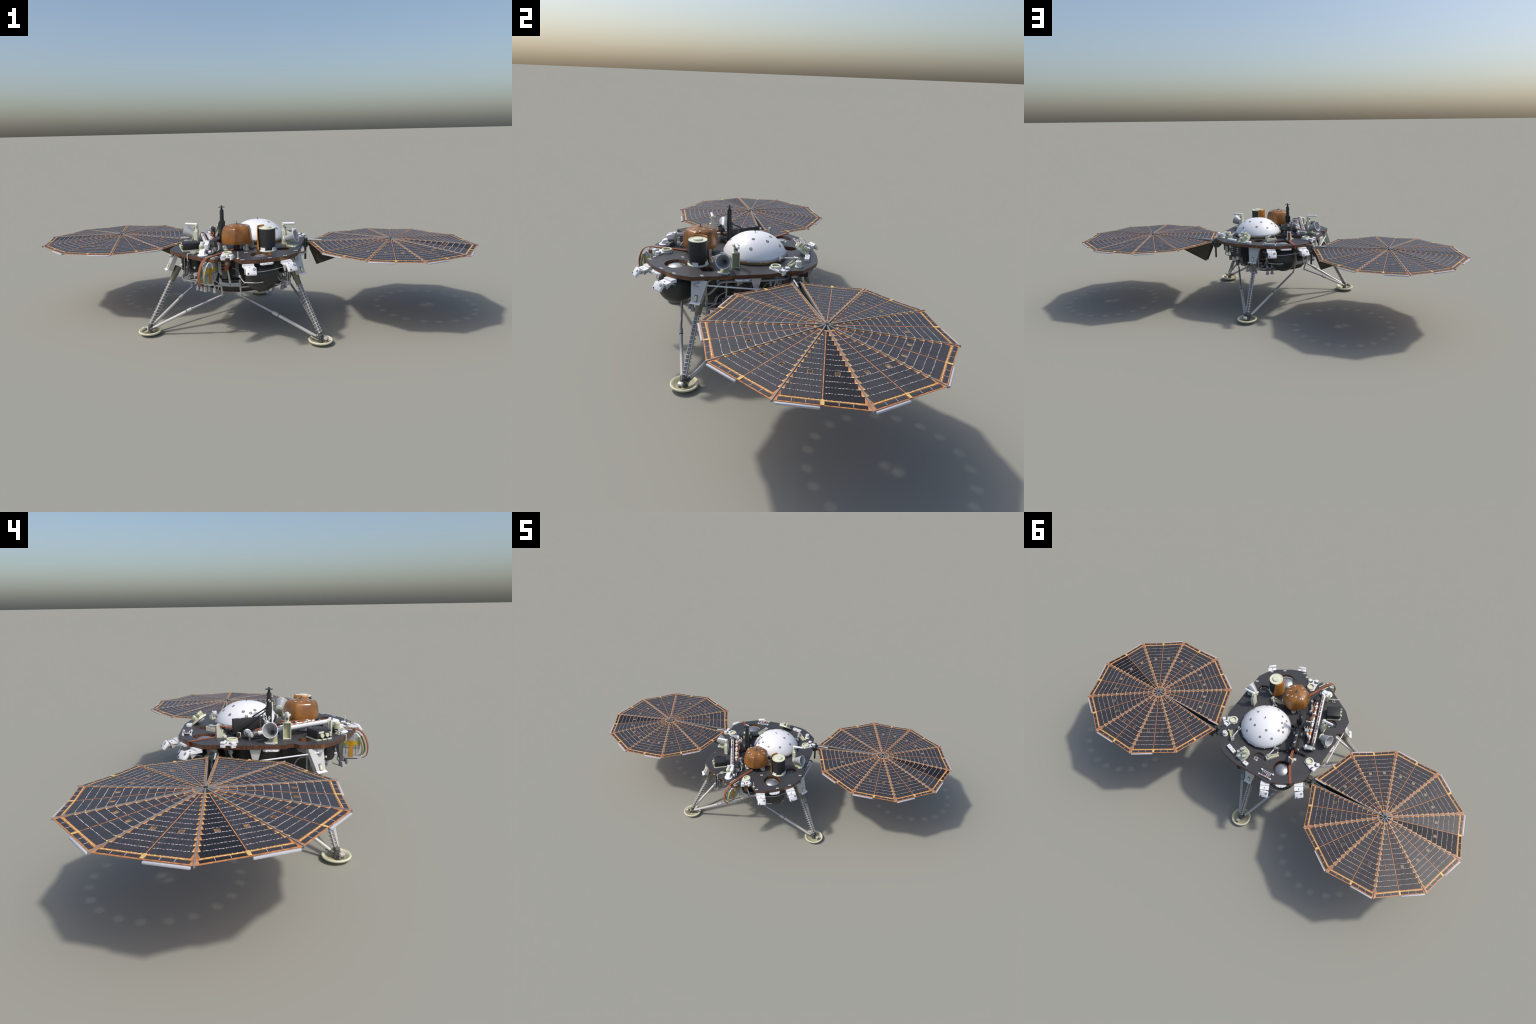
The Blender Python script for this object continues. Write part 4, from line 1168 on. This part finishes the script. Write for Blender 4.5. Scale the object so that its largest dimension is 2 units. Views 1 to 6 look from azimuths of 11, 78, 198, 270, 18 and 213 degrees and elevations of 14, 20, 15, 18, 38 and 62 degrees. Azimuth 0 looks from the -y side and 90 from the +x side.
def cell_mesh(s, key):
    """Stepped rows of dark cells on one half petal, plus the short outer row."""
    p = Part("cell_rows")
    tn = math.tan(HALF)
    for k in range(ROWS):
        x0, x1 = ROW0 + PITCH * k + .0004, ROW0 + PITCH * (k + 1) - .0004
        y1 = x0 * tn - .0032
        hx = HX
        if x0 - .001 < hx + HS and x1 + .001 > hx - HS:      # leave the square opening free
            a, b = HY - HS - .0012, HY + HS + .0012
            segs = [(.0009, a, x0, x1), (b, y1, x0, x1)]
            if hx - HS - .0012 > x0: segs.append((a, b, x0, hx - HS - .0012))
            if hx + HS + .0012 < x1: segs.append((a, b, hx + HS + .0012, x1))
        else:
            segs = [(.0009, y1, x0, x1)]
        for a, b, xa, xb in segs:
            slab(p, xa, xb, s * a, s * b, .0007, key)
    n, ya, yb = 3, .0050, .0995
    for i in range(n):
        y0, y1 = ya + (yb - ya) * i / n + .0006, ya + (yb - ya) * (i + 1) / n - .0006
        # the outer row follows the slightly raked rim
        rake = lambda y: (TIP.x - X_MID) * y / TIP.y
        q = [(X_MID - .0135 + rake(y0), s * y0), (X_MID - .0032 + rake(y0), s * y0), (X_MID - .0032 + rake(y1), s * y1), (X_MID - .0135 + rake(y1), s * y1)]
        p.prism(q, .0002, .0007, key, zfun=sheet_z)
    return p.mesh(5)
def trim_mesh():
    """Interconnect chains, yellow bus line, opening frames and step patches."""
    p = Part("interconnect")
    rr = random.Random(11)
    tn = math.tan(HALF)
    rake = lambda y: (TIP.x - X_MID) * y / TIP.y
    for s in (1, -1):
        for k in range(1, ROWS):
            x = ROW0 + PITCH * k
            y1 = (x - PITCH) * tn - .0032
            y = .004
            while y < y1 - .002:
                dy = rr.uniform(.0055, .0085)
                e = min(y + dy * .66, y1)
                if abs(x - HX) > HS + .002 or not (HY - HS - .002 < y < HY + HS + .002):
                    j = rr.uniform(-.0006, .0006)
                    slab(p, x - .0004 + j, x + .0004 + j, s * y, s * e, .0013, "link")
                    if rr.random() < .62:
                        slab(p, x - .0012 + j, x + .0012 + j, s * (e - .0016), s * (e + .0008), .0015, "link")
                y += dy
            # bright copper patch in the step beside the spoke
            ya = x * tn - .0018
            p.prism([(x + .0015, s * ya), (x + PITCH * .80, s * ya), (x + PITCH * .92, s * (x + PITCH * .92) * tn - s * .0022), (x + PITCH * .4, s * (x + PITCH * .4) * tn - s * .0022)], .0002, .0006, "sheet", zfun=sheet_z)
            slab(p, x - .0030, x + .0004, s * ((x - PITCH) * tn - .0016), s * (x * tn - .0030), .0014, "busbar")
        yl = .0960
        q = [(X_MID - .0178, s * .0012), (X_MID - .0155, s * .0012), (X_MID - .0155 + rake(yl), s * yl), (X_MID - .0178 + rake(yl), s * yl)]
        p.prism(q, .0004, .0011, "busbar", zfun=sheet_z)
        y = .008
        while y < yl - .006:
            xx = X_MID - .0205 + rake(y)
            slab(p, xx + .0006, xx + .0042, s * y, s * (y + .0016), .0014, "link" if rr.random() < .4 else "busbar")
            y += rr.uniform(.006, .013)
        for i in (1, 2):
            y = .0050 + .0315 * i
            slab(p, X_MID - .0135 + rake(y), X_MID - .0032 + rake(y), s * (y - .0005), s * (y + .0005), .0013, "link")
        hy = HY
        W = .0011
        for a, b, c, d in ((-HS - W, -HS, -HS - W, HS + W), (HS, HS + W, -HS - W, HS + W), (-HS, HS, -HS - W, -HS), (-HS, HS, HS, HS + W)):
            slab(p, HX + a, HX + b, s * (hy + c), s * (hy + d), .0012, "frame")
    slab(p, ROW0, X_MID - .0180, -.0011, .0011, .0010, "sheet")
    slab(p, X_MID - .0190, X_MID - .0006, -.0042, .0042, .0017, "busbar")
    slab(p, X_IN + .0056, X_IN + .0068, -.0088, .0088, .0010, "busbar")
    return p.mesh(5)
petal_me = petal_mesh()
cell_l, cell_r, cell_dark_me = cell_mesh(1, "cell"), cell_mesh(-1, "cell"), {1: cell_mesh(1, "cell_dark"), -1: cell_mesh(-1, "cell_dark")}
trim_me = trim_mesh()
def spoke_mesh():
    """Upright tapered batten from hub to rim, local +x."""
    p = Part("spoke")
    w0, w1 = .0017, .0015
    V = []
    for x, zb, zt, w in ((.003, -.0110, .0045, w0), (.020, -.0110, .0040, w0), (.045, -.0050, .0040, w0), (.3640, -.0030, .0032, w1)):
        V += [(x, -w, zb - CONE * x), (x, w, zb - CONE * x), (x, w, zt - CONE * x), (x, -w, zt - CONE * x)]
    F = []
    for j in (0, 4, 8):
        for k in range(4):
            F.append((j + k, j + (k + 1) % 4, j + 4 + (k + 1) % 4, j + 4 + k))
    F += [(0, 1, 2, 3), (12, 13, 14, 15)]
    p.emit(V, F, "spoke")
    return p.mesh()
spoke_me = spoke_mesh()
def bar_mesh(s):
    p = Part("rim_bar")
    a, b = Vector((X_MID, 0, sheet_z(X_MID, 0))), Vector((TIP.x, s * TIP.y, sheet_z(TIP.x, TIP.y)))
    d = (b - a).normalized(); o = Vector((d.y, -d.x, 0)).normalized()
    if o.x < 0: o = -o
    a, b = a + d * .004 + o * .0030, b - d * .006 + o * .0030
    p.bar(a + Vector((0, 0, -.0045)), b + Vector((0, 0, -.0045)), .0064, .0058, "bar", bev=.0018)
    return p.mesh()
bar_me = {1: bar_mesh(1), -1: bar_mesh(-1)}
GAP_MID, Z_SHEET = 1.1, .3480

def solar_array(side):
    """side = -1 (towards -x) or +1; the two arrays mirror each other."""
    hub = Vector((side * .6345, .1010, Z_SHEET))
    ang = lambda a: a if side < 0 else 180 - a            # mirror angles for the +x array
    H = Part("solar_array")
    H.lathe([(0, -.013), (.0052, -.013), (.0064, -.004), (.0066, .0046), (.0045, .0060), (0, .0060)], "black", at(hub), 16)
    H = H.done(root)
    for k in range(10):
        a = ang(GAP_MID + 2.4 + 17.75 + 35.52 * k)
        X = at(hub, rz(a))
        place("petal", petal_me, H, X)
        place("interconnect", trim_me, H, X, stuff=True)
        for s, me in ((1, cell_l), (-1, cell_r)):
            dark = k == 5 and s == side
            place("cell_rows", cell_dark_me[s] if dark else me, H, X)
        if 1 <= k <= 8:                                   # a bar on the later half of each petal's rim
            place("rim_bar", bar_me[-side], H, X)
    for k in range(11):
        place("spoke", spoke_me, H, at(hub, rz(ang(GAP_MID + 2.4 + 35.52 * k))))
    # dark gore walls hanging below the slit, deepest at the root
    g = Part("root_gore")
    d = Vector((math.cos(math.radians(ang(GAP_MID))), math.sin(math.radians(ang(GAP_MID))), 0))
    n = Vector((-d.y, d.x, 0))
    for q in (-1, 1):
        top0, top1 = hub + d * .014 + n * q * .001 + Vector((0, 0, .0010)), hub + d * .3600 + n * q * .0138 + Vector((0, 0, .0010 - CONE * .36))
        bot1, bot0 = hub + d * .3240 + n * q * .0100 + Vector((0, 0, .2225 - Z_SHEET)), hub + d * .014 + n * q * .0010 + Vector((0, 0, -.004))
        mid = hub + d * .3560 + n * q * .0122 + Vector((0, 0, .296 - Z_SHEET))
        V = [top0, top1, mid, bot1, bot0]
        V2 = [v + n * q * .0014 for v in V]
        g.emit(V + V2, [(0, 1, 2, 3, 4), (5, 6, 7, 8, 9), (0, 1, 6, 5), (1, 2, 7, 6), (2, 3, 8, 7), (3, 4, 9, 8), (4, 0, 5, 9)], "wing")
    g.done(H)
    # hinge hardware between deck and array
    j = Part("array_hinge")
    root_p = hub + d * .360
    q = lambda a, b, z: Vector((side * a, b, z))
    j.box(q(.2445, .1100, .3225), (.030, .030, .030), "joint", rz(ang(GAP_MID)), .003)
    j.cyl(q(.2560, .1060, .343), q(.2560, .1060, .300), .0125, "joint", seg=20, bev=.001)
    j.cyl(q(.2450, .090, .3200), q(.2450, .130, .3200), .0110, "joint", seg=18, bev=.002)
    j.cyl(q(.2520, .1070, .3225), q(.2860, .1085, .3215), .0090, "joint", seg=18)
    j.box(q(.2740, .1080, .3190), (.016, .024, .022), "joint", None, .002)
    j.cyl(q(.2585, .1055, .305), q(.2585, .1055, .262), .0052, "joint", .0045, 14)
    j.cyl(q(.2585, .1055, .262), q(.2585, .1055, .2438), .0050, "edge", .0046, 14, bev=.001)
    j.cyl(q(.2840, .1085, .320), q(.3600, .1080, .312), .0060, "joint", .0035, 14)
    j.tube(bez([q(.240, .124, .325), q(.252, .136, .318), q(.264, .128, .316), q(.276, .116, .318)], 5), .0040, "joint", 8)
    j.hull([q(.225, .095, DECK_B - .0004), q(.225, .13, DECK_B - .0004), q(.243, .095, DECK_B - .0004), q(.243, .13, DECK_B - .0004), q(.24, .10, .30), q(.24, .125, .30), q(.23, .10, .31), q(.23, .125, .31)], "joint")
    j.done(H)
    s = Part("latch_rod")
    s.cyl(q(.276, .0985, .3370), q(.333, .0990, .3360), .0030, "bar", seg=12, bev=.0008)
    s.done(H)
solar_array(-1)
solar_array(1)
